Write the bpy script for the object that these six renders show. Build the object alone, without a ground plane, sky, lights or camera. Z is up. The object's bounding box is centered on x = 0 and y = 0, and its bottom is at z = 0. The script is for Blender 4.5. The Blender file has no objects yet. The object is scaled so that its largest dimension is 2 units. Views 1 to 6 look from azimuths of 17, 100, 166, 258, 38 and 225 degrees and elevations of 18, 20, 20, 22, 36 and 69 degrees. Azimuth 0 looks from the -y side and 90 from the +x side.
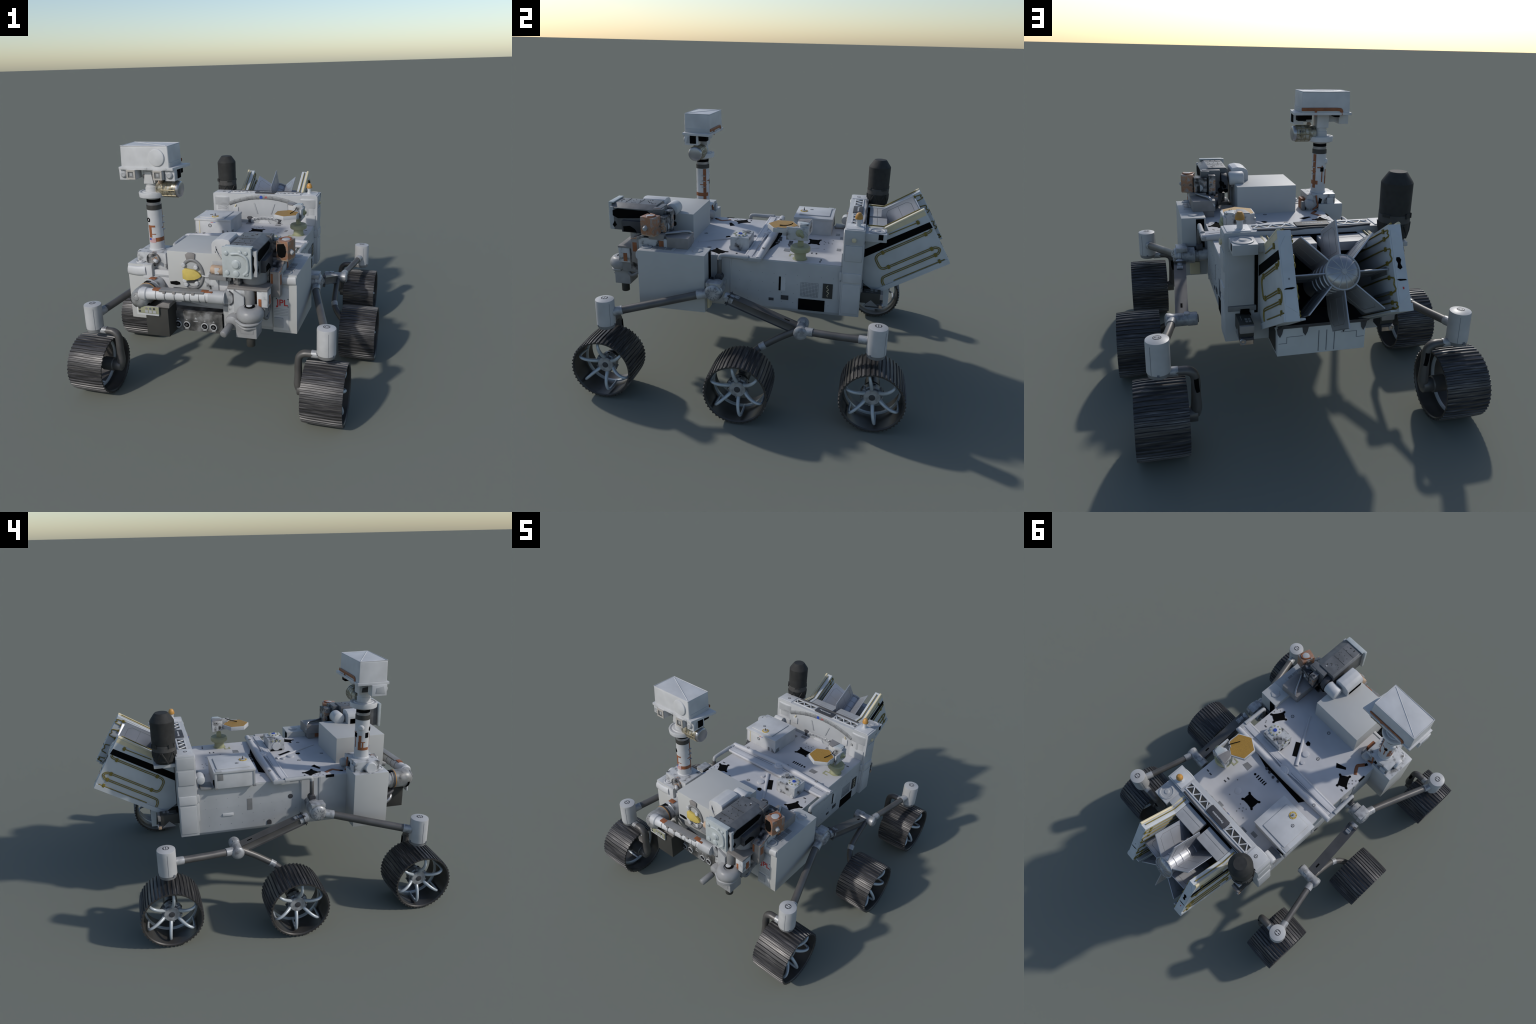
import bpy, bmesh, math, random
from mathutils import Vector, Matrix

random.seed(7)
PI = math.pi
COL = bpy.context.scene.collection

# ------------------------------------------------------------------ materials
def new_mat(name):
    m = bpy.data.materials.new(name)
    m.use_nodes = True
    nt = m.node_tree
    return m, nt, nt.nodes["Principled BSDF"]


def lin(c, k=1.0):
    return (c[0] * k, c[1] * k, c[2] * k, 1.0)


def paint(name, col, rough=0.55, metal=0.0, var=0.12, scale=14.0, stretch=(1, 1, 1), spec=0.4,
          bump=0.0, bump_scale=60.0):
    """Plain surface whose tone wanders a little with a noise texture."""
    m, nt, b = new_mat(name)
    tc = nt.nodes.new("ShaderNodeTexCoord")
    mp = nt.nodes.new("ShaderNodeMapping")
    mp.inputs["Scale"].default_value = stretch
    nz = nt.nodes.new("ShaderNodeTexNoise")
    nz.inputs["Scale"].default_value = scale
    nz.inputs["Detail"].default_value = 5
    rp = nt.nodes.new("ShaderNodeValToRGB")
    rp.color_ramp.elements[0].position = 0.3
    rp.color_ramp.elements[1].position = 0.7
    rp.color_ramp.elements[0].color = lin(col, 1 - var)
    rp.color_ramp.elements[1].color = lin(col, 1 + var * 0.5)
    nt.links.new(tc.outputs["Object"], mp.inputs["Vector"])
    nt.links.new(mp.outputs["Vector"], nz.inputs["Vector"])
    nt.links.new(nz.outputs["Fac"], rp.inputs["Fac"])
    nt.links.new(rp.outputs["Color"], b.inputs["Base Color"])
    b.inputs["Roughness"].default_value = rough
    b.inputs["Metallic"].default_value = metal
    b.inputs["Specular IOR Level"].default_value = spec
    if bump:
        n2 = nt.nodes.new("ShaderNodeTexNoise")
        n2.inputs["Scale"].default_value = bump_scale
        bp = nt.nodes.new("ShaderNodeBump")
        bp.inputs["Strength"].default_value = bump
        bp.inputs["Distance"].default_value = 0.002
        nt.links.new(mp.outputs["Vector"], n2.inputs["Vector"])
        nt.links.new(n2.outputs["Fac"], bp.inputs["Height"])
        nt.links.new(bp.outputs["Normal"], b.inputs["Normal"])
    return m


def blotched(name, stops, scale=22.0, rough=0.45, metal=0.0, seed=0.0, detail=3.0, stretch=(1, 1, 1)):
    """Hardware clutter: sharp-edged noise patches; stops = [(position, colour), ...]."""
    m, nt, b = new_mat(name)
    tc = nt.nodes.new("ShaderNodeTexCoord")
    mp = nt.nodes.new("ShaderNodeMapping")
    mp.inputs["Location"].default_value = (seed, seed * 1.7, seed * 0.6)
    mp.inputs["Scale"].default_value = stretch
    nz = nt.nodes.new("ShaderNodeTexNoise")
    nz.inputs["Scale"].default_value = scale
    nz.inputs["Detail"].default_value = detail
    rp = nt.nodes.new("ShaderNodeValToRGB")
    el = rp.color_ramp.elements
    el[0].position, el[0].color = stops[0][0], lin(stops[0][1])
    el[1].position, el[1].color = stops[1][0], lin(stops[1][1])
    for p, c in stops[2:]:
        e = el.new(p)
        e.color = lin(c)
    nt.links.new(tc.outputs["Object"], mp.inputs["Vector"])
    nt.links.new(mp.outputs["Vector"], nz.inputs["Vector"])
    nt.links.new(nz.outputs["Fac"], rp.inputs["Fac"])
    nt.links.new(rp.outputs["Color"], b.inputs["Base Color"])
    b.inputs["Roughness"].default_value = rough
    b.inputs["Metallic"].default_value = metal
    return m


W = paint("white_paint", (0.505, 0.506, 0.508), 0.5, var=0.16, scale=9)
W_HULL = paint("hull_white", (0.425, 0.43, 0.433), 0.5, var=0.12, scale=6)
W_DECK = paint("deck_white", (0.50, 0.495, 0.505), 0.55, var=0.10, scale=7)
W_PANEL = paint("panel_white", (0.485, 0.505, 0.515), 0.45, var=0.10, scale=9)
DRUM = paint("drum_grey", (0.43, 0.43, 0.43), 0.42, var=0.14, scale=10)
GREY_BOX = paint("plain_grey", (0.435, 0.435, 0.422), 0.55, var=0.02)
LIGHT = paint("light_grey", (0.36, 0.365, 0.37), 0.5, var=0.12)
MID = paint("mid_grey", (0.20, 0.20, 0.20), 0.45, var=0.2)
BLACK = paint("black_void", (0.004, 0.004, 0.004), 0.9, var=0.0, spec=0.05)
CHAR = paint("charcoal", (0.05, 0.05, 0.055), 0.6, var=0.25)
BLANKET = paint("black_blanket", (0.024, 0.024, 0.023), 0.75, var=0.3, scale=40, bump=0.3, bump_scale=70)
BLANKET_2 = paint("grey_blanket", (0.06, 0.058, 0.055), 0.75, var=0.2, scale=40)
TUBE = paint("dark_tube", (0.115, 0.11, 0.106), 0.42, metal=0.35, var=0.25, scale=9)
CASTING = paint("casting_grey", (0.29, 0.29, 0.292), 0.4, var=0.2, scale=12)
STEEL = paint("grey_steel", (0.34, 0.34, 0.35), 0.3, metal=0.7, var=0.2)
FIN = paint("fin_metal", (0.42, 0.43, 0.46), 0.38, metal=0.55, var=0.12, scale=8)
SPOKE = paint("spoke_titanium", (0.46, 0.50, 0.53), 0.35, metal=0.2, var=0.12)
CAST = blotched("cast_joint", [(0.3, (0.15, 0.15, 0.16)), (0.45, (0.29, 0.295, 0.30)), (0.6, (0.37, 0.375, 0.385))], 30, 0.4, 0.2)
GOLD = paint("gold_array", (0.36, 0.20, 0.035), 0.5, metal=0.1, var=0.18, scale=160)
AMBER = paint("amber_tip", (0.50, 0.25, 0.055), 0.4, var=0.25, scale=30)
CREAM = paint("cream_edge", (0.62, 0.54, 0.36), 0.5, var=0.1)
PIPE = paint("brass_pipe", (0.19, 0.145, 0.022), 0.45, var=0.25, scale=30)
COPPER = paint("copper_tape", (0.25, 0.085, 0.032), 0.5, var=0.25, scale=30)
ORANGE = blotched("copper_foil", [(0.30, (0.05, 0.04, 0.035)), (0.40, (0.26, 0.19, 0.15)), (0.52, (0.33, 0.15, 0.075)), (0.66, (0.27, 0.26, 0.25))], 26, 0.4, 0.2, 2.0)
OLIVE = paint("olive_pedestal", (0.33, 0.33, 0.20), 0.55, var=0.12)
TAN = paint("tan_cover", (0.42, 0.30, 0.21), 0.55, var=0.25, scale=30)
TAUPE = paint("taupe_case", (0.23, 0.215, 0.205), 0.5, var=0.2)
GRAPHITE = paint("graphite_case", (0.039, 0.038, 0.034), 0.6, var=0.15)
YELLOW = paint("yellow_cap", (0.52, 0.40, 0.10), 0.55, var=0.12, scale=30)
RED = paint("red_mark", (0.50, 0.05, 0.045), 0.6, var=0.05)
BLUE = paint("blue_mark", (0.03, 0.07, 0.35), 0.5, var=0.05)
PALE = paint("pale_plate", (0.40, 0.43, 0.43), 0.4, var=0.12, scale=25)
SEAM = paint("seam_line", (0.12, 0.13, 0.15), 0.7, var=0.1)
DRILL = paint("drill_case", (0.125, 0.128, 0.132), 0.45, metal=0.15, var=0.3, scale=18)
MOTTLE = blotched("mottled_hardware", [(0.30, (0.02, 0.02, 0.02)), (0.35, (0.15, 0.15, 0.15)), (0.46, (0.40, 0.405, 0.41)), (0.7, (0.48, 0.485, 0.49))], 24, 0.45)
DARKMIX = blotched("dark_hardware", [(0.38, (0.008, 0.008, 0.008)), (0.46, (0.10, 0.10, 0.105)), (0.58, (0.30, 0.29, 0.28)), (0.64, (0.32, 0.15, 0.06)), (0.70, (0.4, 0.4, 0.4))], 24, 0.4, 0.2, 5.0)
BRUSHED = blotched("brushed_casting", [(0.30, (0.05, 0.05, 0.05)), (0.38, (0.17, 0.17, 0.165)), (0.55, (0.27, 0.27, 0.265)), (0.72, (0.42, 0.42, 0.42))], 14, 0.42, 0.1, 8.0)
HAZ = blotched("hazard_camera_case", [(0.35, (0.03, 0.03, 0.03)), (0.5, (0.085, 0.083, 0.08)), (0.68, (0.2, 0.2, 0.2))], 20, 0.5, 0.0, 3.0)
MESHED = blotched("meshed_motor", [(0.35, (0.05, 0.05, 0.045)), (0.48, (0.26, 0.23, 0.16)), (0.62, (0.4, 0.39, 0.35))], 34, 0.35, 0.3, 1.0)


def tread_material():
    m, nt, b = new_mat("wheel_tread")
    tc = nt.nodes.new("ShaderNodeTexCoord")
    mp = nt.nodes.new("ShaderNodeMapping")
    mp.inputs["Scale"].default_value = (5, 60, 60)
    nz = nt.nodes.new("ShaderNodeTexNoise")
    nz.inputs["Scale"].default_value = 1.6
    nz.inputs["Detail"].default_value = 4
    rp = nt.nodes.new("ShaderNodeValToRGB")
    el = rp.color_ramp.elements
    el[0].position, el[0].color = 0.38, (0.030, 0.029, 0.030, 1)
    el[1].position, el[1].color = 0.74, (0.155, 0.148, 0.145, 1)
    e = el.new(0.58)
    e.color = (0.066, 0.063, 0.064, 1)
    nt.links.new(tc.outputs["Object"], mp.inputs["Vector"])
    nt.links.new(mp.outputs["Vector"], nz.inputs["Vector"])
    nt.links.new(nz.outputs["Fac"], rp.inputs["Fac"])
    nt.links.new(rp.outputs["Color"], b.inputs["Base Color"])
    b.inputs["Roughness"].default_value = 0.42
    b.inputs["Metallic"].default_value = 0.35
    return m


TREAD = tread_material()

# ------------------------------------------------------------------ mesh helpers
rover = bpy.data.objects.new("mars_rover", None)
COL.objects.link(rover)
rover["label"] = "six-wheeled white planetary rover with camera mast"
rover["category"] = "space rover"


def finish(name, bm, mat, parent=None, angle=35, smooth=True):
    bmesh.ops.remove_doubles(bm, verts=bm.verts, dist=1e-6)
    bmesh.ops.recalc_face_normals(bm, faces=bm.faces)
    me = bpy.data.meshes.new(name)
    bm.to_mesh(me)
    bm.free()
    for mm in (mat if isinstance(mat, (list, tuple)) else [mat]):
        me.materials.append(mm)
    if smooth:
        me.shade_smooth()
        me.set_sharp_from_angle(angle=math.radians(angle))
    ob = bpy.data.objects.new(name, me)
    COL.objects.link(ob)
    ob.parent = parent or rover
    return ob


def bm_box(bm, x0, x1, y0, y1, z0, z1, bevel=0.0, M=None, mat=0):
    r = bmesh.ops.create_cube(bm, size=1.0)
    vs = r["verts"]
    for v in vs:
        v.co = Vector((x0 + (v.co.x + .5) * (x1 - x0), y0 + (v.co.y + .5) * (y1 - y0), z0 + (v.co.z + .5) * (z1 - z0)))
        if M:
            v.co = M @ v.co
    fs = {f for v in vs for f in v.link_faces}
    for f in fs:
        f.material_index = mat
    if bevel:
        es = list({e for v in vs for e in v.link_edges})
        bmesh.ops.bevel(bm, geom=es, offset=bevel, segments=2, profile=0.6, affect="EDGES", material=-1)


def box(name, x0, x1, y0, y1, z0, z1, mat, bevel=0.002, parent=None, M=None):
    bm = bmesh.new()
    bm_box(bm, x0, x1, y0, y1, z0, z1, bevel, M)
    return finish(name, bm, mat, parent)


def basis(d):
    d = Vector(d).normalized()
    up = Vector((0, 0, 1)) if abs(d.z) < 0.9 else Vector((1, 0, 0))
    u = up.cross(d).normalized()
    return u, d.cross(u).normalized(), d


def bm_lathe(bm, p0, axis, prof, seg=32, mat=0, mats=None):
    """Surface of revolution: prof = [(along axis, radius)], closed at both ends."""
    u, v, d = basis(axis)
    p0 = Vector(p0)
    rings = []
    for a, r in prof:
        if r < 1e-5:
            rings.append([bm.verts.new(p0 + d * a)])
        else:
            rings.append([bm.verts.new(p0 + d * a + (u * math.cos(2 * PI * i / seg) + v * math.sin(2 * PI * i / seg)) * r) for i in range(seg)])
    for k in range(len(rings) - 1):
        A, B = rings[k], rings[k + 1]
        mi = mats[k] if mats else mat
        for i in range(seg):
            j = (i + 1) % seg
            if len(A) == 1 and len(B) == 1:
                continue
            if len(A) == 1:
                f = bm.faces.new((A[0], B[i], B[j]))
            elif len(B) == 1:
                f = bm.faces.new((A[i], B[0], A[j]))
            else:
                f = bm.faces.new((A[i], B[i], B[j], A[j]))
            f.material_index = mi
    for R, mi in ((rings[0], mats[0] if mats else mat), (rings[-1], mats[-1] if mats else mat)):
        if len(R) > 2:
            f = bm.faces.new(R)
            f.material_index = mi


def lathe(name, p0, axis, prof, mat, seg=32, parent=None, mats=None, angle=35):
    bm = bmesh.new()
    bm_lathe(bm, p0, axis, prof, seg, 0, mats)
    return finish(name, bm, mat, parent, angle)


def cyl(name, p0, p1, r, mat, parent=None, seg=28, bevel=0.002, r1=None):
    p0, p1 = Vector(p0), Vector(p1)
    L = (p1 - p0).length
    r1 = r if r1 is None else r1
    b = min(bevel, r * .4, r1 * .4, L * .3)
    return lathe(name, p0, p1 - p0, [(0, r - b), (b, r), (L - b, r1), (L, r1 - b)], mat, seg, parent, angle=50)


def smooth_path(pts, n=8):
    """Catmull-Rom through the control points."""
    P = [Vector(p) for p in pts]
    if len(P) == 2:
        return P
    Q = [2 * P[0] - P[1]] + P + [2 * P[-1] - P[-2]]
    out = []
    for i in range(1, len(Q) - 2):
        a, b, c, d = Q[i - 1], Q[i], Q[i + 1], Q[i + 2]
        for k in range(n):
            t = k / n
            out.append(0.5 * (2 * b + (c - a) * t + (2 * a - 5 * b + 4 * c - d) * t * t + (3 * b - a - 3 * c + d) * t ** 3))
    out.append(P[-1])
    return out


def bm_tube(bm, pts, r, seg=12, mat=0, flat=None):
    """Tube along a polyline; r may be a list; flat=(axis vector, factor) squashes the section."""
    P = [Vector(p) for p in pts]
    n = len(P)
    rs = r if isinstance(r, (list, tuple)) else [r] * n
    t0 = (P[1] - P[0]).normalized()
    u, v, _ = basis(t0)
    rings = []
    for i in range(n):
        t = (P[min(i + 1, n - 1)] - P[max(i - 1, 0)]).normalized()
        u = (u - t * u.dot(t)).normalized()
        v = t.cross(u)
        ring = []
        for k in range(seg):
            a = 2 * PI * k / seg
            o = (u * math.cos(a) + v * math.sin(a)) * rs[i]
            if flat:
                f = Vector(flat[0]).normalized()
                o += f * o.dot(f) * (flat[1] - 1)
            ring.append(bm.verts.new(P[i] + o))
        rings.append(ring)
    for i in range(n - 1):
        for k in range(seg):
            j = (k + 1) % seg
            bm.faces.new((rings[i][k], rings[i][j], rings[i + 1][j], rings[i + 1][k])).material_index = mat
    bm.faces.new(rings[0]).material_index = mat
    bm.faces.new(rings[-1]).material_index = mat


def tube(name, pts, r, mat, parent=None, seg=16, curve=True, n=8, flat=None):
    bm = bmesh.new()
    p = smooth_path(pts, n) if curve else [Vector(q) for q in pts]
    if curve and isinstance(r, (list, tuple)):
        rr = []
        for i in range(len(r) - 1):
            rr += [r[i] + (r[i + 1] - r[i]) * k / n for k in range(n)]
        r = rr + [r[-1]]
    bm_tube(bm, p, r, seg, 0, flat)
    return finish(name, bm, mat, parent, 50)


def bm_prism(bm, poly, axis, a0, a1, bevel=0.0, mat=0):
    """Polygon in the plane across `axis`, extruded from a0 to a1. Plane order: x:(y,z) y:(x,z) z:(x,y)."""
    def P(q, a):
        return {"x": (a, q[0], q[1]), "y": (q[0], a, q[1]), "z": (q[0], q[1], a)}[axis]
    A = [bm.verts.new(P(q, a0)) for q in poly]
    B = [bm.verts.new(P(q, a1)) for q in poly]
    n = len(poly)
    fs = [bm.faces.new(A), bm.faces.new(B)]
    for i in range(n):
        fs.append(bm.faces.new((A[i], A[(i + 1) % n], B[(i + 1) % n], B[i])))
    for f in fs:
        f.material_index = mat
    if bevel:
        es = list({e for f in fs for e in f.edges})
        bmesh.ops.recalc_face_normals(bm, faces=fs)
        bmesh.ops.bevel(bm, geom=es, offset=bevel, segments=2, profile=0.6, affect="EDGES", material=-1)


def prism(name, poly, axis, a0, a1, mat, bevel=0.0015, parent=None):
    bm = bmesh.new()
    bm_prism(bm, poly, axis, a0, a1, bevel)
    return finish(name, bm, mat, parent)


def text(name, s, size, loc, rot, mat, parent=None, depth=0.0006):
    cu = bpy.data.curves.new(name, "FONT")
    cu.body = s
    cu.size = size
    cu.extrude = depth
    cu.offset = size * .018
    cu.align_x = "CENTER"
    cu.align_y = "CENTER"
    tmp = bpy.data.objects.new(name + "_src", cu)
    COL.objects.link(tmp)
    dg = bpy.context.evaluated_depsgraph_get()
    me = bpy.data.meshes.new_from_object(tmp.evaluated_get(dg))
    bpy.data.objects.remove(tmp)
    bpy.data.curves.remove(cu)
    me.materials.clear()
    me.materials.append(mat)
    me.transform(Matrix.Translation(loc) @ rot.to_matrix().to_4x4())
    ob = bpy.data.objects.new(name, me)
    COL.objects.link(ob)
    ob.parent = parent or rover
    return ob


from mathutils import Euler


def marker(loc, normal, r, parent):
    """Round fiducial: dark disc with a white quartered square, lying on a surface."""
    bm = bmesh.new()
    n = Vector(normal).normalized()
    bm_lathe(bm, Vector(loc), n, [(0, r), (0.0008, r), (0.0009, r * .98)], 24, 0)
    bm_lathe(bm, Vector(loc), n, [(0.0005, r * .76), (0.0013, r * .76)], 24, 1)
    u, v, d = basis(n)
    M = Matrix((u, v, d)).transposed().to_4x4()
    M.translation = Vector(loc)
    for x, y, w in ((0, .42, .2), (0, -.42, .2), (0, 0, .09)):
        c = Matrix.Translation((x * r, y * r, 0)) @ Matrix.Rotation(PI / 4, 4, "Z")
        bm_box(bm, -w * r, w * r, -w * r, w * r, 0.0006, 0.0018, 0, M @ c, 0)
    for sx in (1, -1):
        bm_box(bm, min(sx * .70 * r, sx * .56 * r), max(sx * .70 * r, sx * .56 * r), -.6 * r, .6 * r, .0006, .0017, 0, M, 0)
    return finish("fiducial_marker", bm, [CHAR, W], parent, smooth=False)


def decal(name, poly, z, mat, parent, h=0.0012):
    return prism(name, poly, "z", z - 0.001, z + h, mat, 0, parent)


def mirror(fn):
    fn(1)
    fn(-1)


# ------------------------------------------------------------------ hull
DZ = 0.733
hull_sec = [(-.364, .733), (.364, .733), (.368, .728), (.369, .60), (.367, .45), (.360, .432),
            (-.360, .432), (-.367, .45), (-.369, .60), (-.368, .728)]
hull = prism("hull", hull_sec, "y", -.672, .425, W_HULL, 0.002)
for s in (1, -1):
    # recessed bay between the two creases where the suspension leaves the hull
    box("hull_rib", s * .360, s * .372, -.204, -.196, .452, .728, W_HULL, .001, hull)
    box("hull_rib", s * .360, s * .3715, -.320, -.313, .452, .728, W_HULL, .001, hull)
# bottom keel plate
box("belly_pan", -.30, .30, -.60, .42, .428, .434, LIGHT, .002, hull)
# curved front lip of the belly
tube("front_lip", [(-.34, -.69, .60), (-.2, -.70, .56), (0, -.70, .545), (.2, -.70, .55), (.34, -.69, .58)], .028, LIGHT, hull, 14)
box("front_bulkhead", -.345, .36, -.684, -.668, .455, .738, W, .002, hull)
box("bulkhead_seam", -.34, -.20, -.6865, -.683, .70, .712, LIGHT, .0005, hull)

# deck plate
deck = box("deck", -.366, .366, -.66, .42, .7325, .7345, W_DECK, 0)


def star_patch(corners, parent):
    """Pillow-shaped black patch: four knobbed corners joined by hollow edges."""
    cx = sum(c[0] for c in corners) / 4
    cy = sum(c[1] for c in corners) / 4
    pts = []
    for k in range(4):
        c, n = Vector(corners[k]), Vector(corners[(k + 1) % 4])
        o = Vector((cx, cy))
        d = (c - o).normalized()
        t = Vector((-d.y, d.x))
        if t.dot(n - c) < 0:
            t = -t
        pts += [c - t * .008 - d * .004, c - t * .004 + d * .003, c + t * .004 + d * .003, c + t * .008 - d * .004, c + t * .007 - d * .014]
        m = (c + n) / 2
        pts.append(o + (m - o) * .86)
        dn = (n - o).normalized()
        tn = Vector((-dn.y, dn.x))
        if tn.dot(c - n) < 0:
            tn = -tn
        pts.append(n + tn * .007 - dn * .014)
    return decal("black_patch", [(q.x, q.y) for q in pts], .7347, BLACK, parent)


star_patch([(.356, -.264), (.306, -.345), (.255, -.313), (.301, -.234)], deck)
star_patch([(-.249, -.303), (-.306, -.342), (-.349, -.264), (-.291, -.233)], deck)
star_patch([(.047, .200), (-.046, .195), (-.047, .266), (.048, .263)], deck)
decal("black_window", [(.1, -.251), (.066, -.272), (.014, -.186), (.046, -.166)], .7347, BLACK, deck)
decal("black_patch", [(.052, -.312), (.030, -.314), (.018, -.298), (.030, -.284), (.048, -.287)], .7347, BLACK, deck)
decal("black_patch", [(-.182, -.342), (-.246, -.364), (-.256, -.352), (-.202, -.316)], .7347, BLACK, deck)
tube("copper_strap", [(-.320, -.372, .7355), (-.300, -.398, .7355), (-.287, -.425, .7355), (-.300, -.445, .7355), (-.314, -.466, .7355)], .011, COPPER, deck, 10, flat=((0, 0, 1), .18))
decal("strap_end", [(-.306, -.462), (-.322, -.458), (-.330, -.478), (-.314, -.482)], .736, BLACK, deck)
for c in ((.247, -.359), (0, -.45), (-.082, -.272)):
    marker((c[0], c[1], .7345), (0, 0, 1), .0115, deck)
for i, c in enumerate(((.112, .093), (.090, .092), (.071, .093), (.054, .092), (.038, .092), (.022, .091))):
    if i == 0:
        lathe("black_port", (c[0], c[1], .7335), (0, 0, 1), [(0, .008), (.002, .008)], BLACK, 16, deck)
    else:
        decal("black_slot", [(c[0] - .004, c[1] - .012), (c[0] + .004, c[1] - .012), (c[0] + .004, c[1] + .012), (c[0] - .004, c[1] + .012)], .7347, BLACK, deck)
decal("dark_hatch", [(.215, .108), (.207, .073), (.163, .072), (.163, .112)], .7347, MID, deck)
for c in ((.333, .297), (.304, .300), (.205, .237), (.206, .263), (.314, -.180), (-.335, -.235)):
    decal("small_slot", [(c[0] - .009, c[1] - .004), (c[0] + .009, c[1] - .004), (c[0] + .009, c[1] + .004), (c[0] - .009, c[1] + .004)], .7347, CHAR, deck)
for c, w in (((-.174, .36), .02), ((-.11, .39), .02), ((.111, .385), .02)):
    decal("grey_patch", [(c[0] - w, c[1] - .012), (c[0] + w, c[1] - .012), (c[0] + w, c[1] + .012), (c[0] - w, c[1] + .012)], .7347, MID, deck)
bm = bmesh.new()
for cx, cy in ((.028, .292), (-.002, .297), (-.021, .288), (.01, .339), (.011, .317), (-.014, .313), (.353, -.32), (.353, -.294), (.33, -.327),
               (-.335, -.30), (-.35, -.315), (-.335, -.33), (-.352, -.345), (.34, -.21), (.335, -.2), (-.30, -.235), (.16, .2), (.12, .3), (-.05, .34)):
    bm_lathe(bm, (cx, cy, .734), (0, 0, 1), [(0, .0045), (.0014, .0045)], 10)
bolts = finish("deck_bolts", bm, MID, deck)
bolts["kind"] = "stuff"
# shallow dome, low tube modelled from baked shading, and pads on the deck
lathe("deck_dome", (.104, .246, .733), (0, 0, 1), [(0, .024), (.003, .023), (.006, .016), (.007, 0)], W_DECK, 24, deck)
tube("deck_relief_tube", [(.17, -.448, .735), (.075, -.29, .737), (-.022, -.139, .737)], [.006, .009, .013], W_DECK, deck, 12, flat=((0, 0, 1), .7))
lathe("deck_boss", (-.005, -.238, .733), (0, 0, 1), [(0, .024), (.010, .022), (.012, .012), (.012, 0)], W_DECK, 20, deck)
lathe("deck_boss", (-.033, -.180, .733), (0, 0, 1), [(0, .014), (.010, .012), (.011, 0)], W_DECK, 20, deck)
decal("yellow_frame", [(.245, .115), (.285, .115), (.285, .124), (.254, .124), (.254, .146), (.285, .146), (.285, .155), (.245, .155)], .7347, OLIVE, deck)
# black plate on the deck for the dark gap behind the differential bar
prism("differential_black_plate", [(.235, -.02), (.10, .014), (.02, .010), (-.21, .022), (-.235, -.02)], "z", .7335, .736, BLACK, 0, deck)
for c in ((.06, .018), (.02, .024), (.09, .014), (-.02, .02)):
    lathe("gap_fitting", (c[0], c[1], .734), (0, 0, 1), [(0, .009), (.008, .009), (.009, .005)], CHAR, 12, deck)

# side markings of the hull
def side_plate(name, s, y0, y1, z0, z1, mat, h=.0015, x=.3680):
    return box(name, s * x - .002, s * (x + h), y0, y1, z0, z1, mat, 0, hull) if s > 0 else box(name, -(x + h), -x + .002, y0, y1, z0, z1, mat, 0, hull)


side_plate("black_panel", 1, .190, .338, .451, .519, BLACK, .003)
side_plate("black_window", 1, .076, .088, .557, .641, BLACK, .002)
side_plate("window_cover", 1, .088, .114, .557, .641, W, .002)
side_plate("dark_port", 1, .021, .049, .491, .507, CHAR, .002)
side_plate("dark_port", 1, .090, .133, .502, .529, CHAR, .002)
side_plate("name_plate", 1, .324, .378, .535, .623, GRAPHITE, .004)
tube("plate_squiggle", [(.3725, .352, 0.615), (.3725, .345, 0.601), (.3725, .356, 0.589), (.3725, .346, 0.579), (.3725, .357, 0.569), (.3725, .349, 0.555), (.3725, .352, 0.545)], .0016, CREAM, hull, 6)
bm = bmesh.new()
for i in range(13):
    y = .2 + i * .0082
    bm_box(bm, .366, .3695, y - .0005, y + .0005, .534, .618)
for i in range(11):
    z = .534 + i * .0084
    bm_box(bm, .366, .3694, .2, .2985, z - .0005, z + .0005)
grid = finish("grid_marking", bm, SEAM, hull, smooth=False)
side_plate("window_cover", -1, .098, .129, .567, .640, MID, .002)
lathe("side_port", (-.367, -.136, .626), (-1, 0, 0), [(0, .015), (.003, .015), (.0035, .013)], CHAR, 24, hull)
prism("side_port", [(-.018, .457), (.010, .457), (.010, .475), (.006, .483), (-.004, .487), (-.014, .483), (-.018, .475)], "x", -.371, -.360, CHAR, 0, hull)
box("vent_wedge", -.374, -.36, .212, .278, .544, .561, W, .003, hull)
box("side_slot", -.370, -.360, -.408, -.358, .722, .736, BLACK, 0, hull)
bm = bmesh.new()
for s in (1, -1):
    for i in range(9):
        for z in (.49, .545, .60, .655):
            bm_lathe(bm, (s * .367, -.17 + i * .066 + (.02 if z > .55 else 0), z), (s, 0, 0), [(0, .0016), (.0022, .0016)], 6)
sb = finish("side_bolts", bm, SEAM, hull)
sb["kind"] = "stuff"

# ------------------------------------------------------------------ differential bar and links
bar = prism("differential_bar", [(-.412, -.112), (.412, -.112), (.412, -.075), (.10, -.062), (.0, -.05), (-.10, -.062), (-.412, -.075)], "z", .738, .7555, W_DECK, .002)
tube("bar_tube", [(-.416, -.036, .747), (-.2, -.029, .748), (0, -.026, .748), (.2, -.029, .748), (.416, -.036, .747)], [.017, .019, .022, .019, .017], W_DECK, bar, 16)
tube("bar_edge", [(-.41, -.112, .747), (.41, -.112, .747)], .010, W_DECK, bar, 12)
prism("bar_web", [(-.40, -.09), (.40, -.09), (.40, -.04), (0, -.02), (-.40, -.04)], "z", .739, .752, W_DECK, .001, bar)
lathe("bar_pivot", (0.0, -.045, .735), (0, 0, 1), [(0, .034), (.022, .034), (.028, .028), (.028, .018), (.033, .016), (.033, 0)], W_DECK, 28, bar)
tube("bar_cable", [(.075, -.085, .760), (.03, -.045, .772), (0, -.035, .770), (-.05, -.01, .760)], .003, BLACK, bar, 8) if False else None
bm = bmesh.new()
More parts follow.
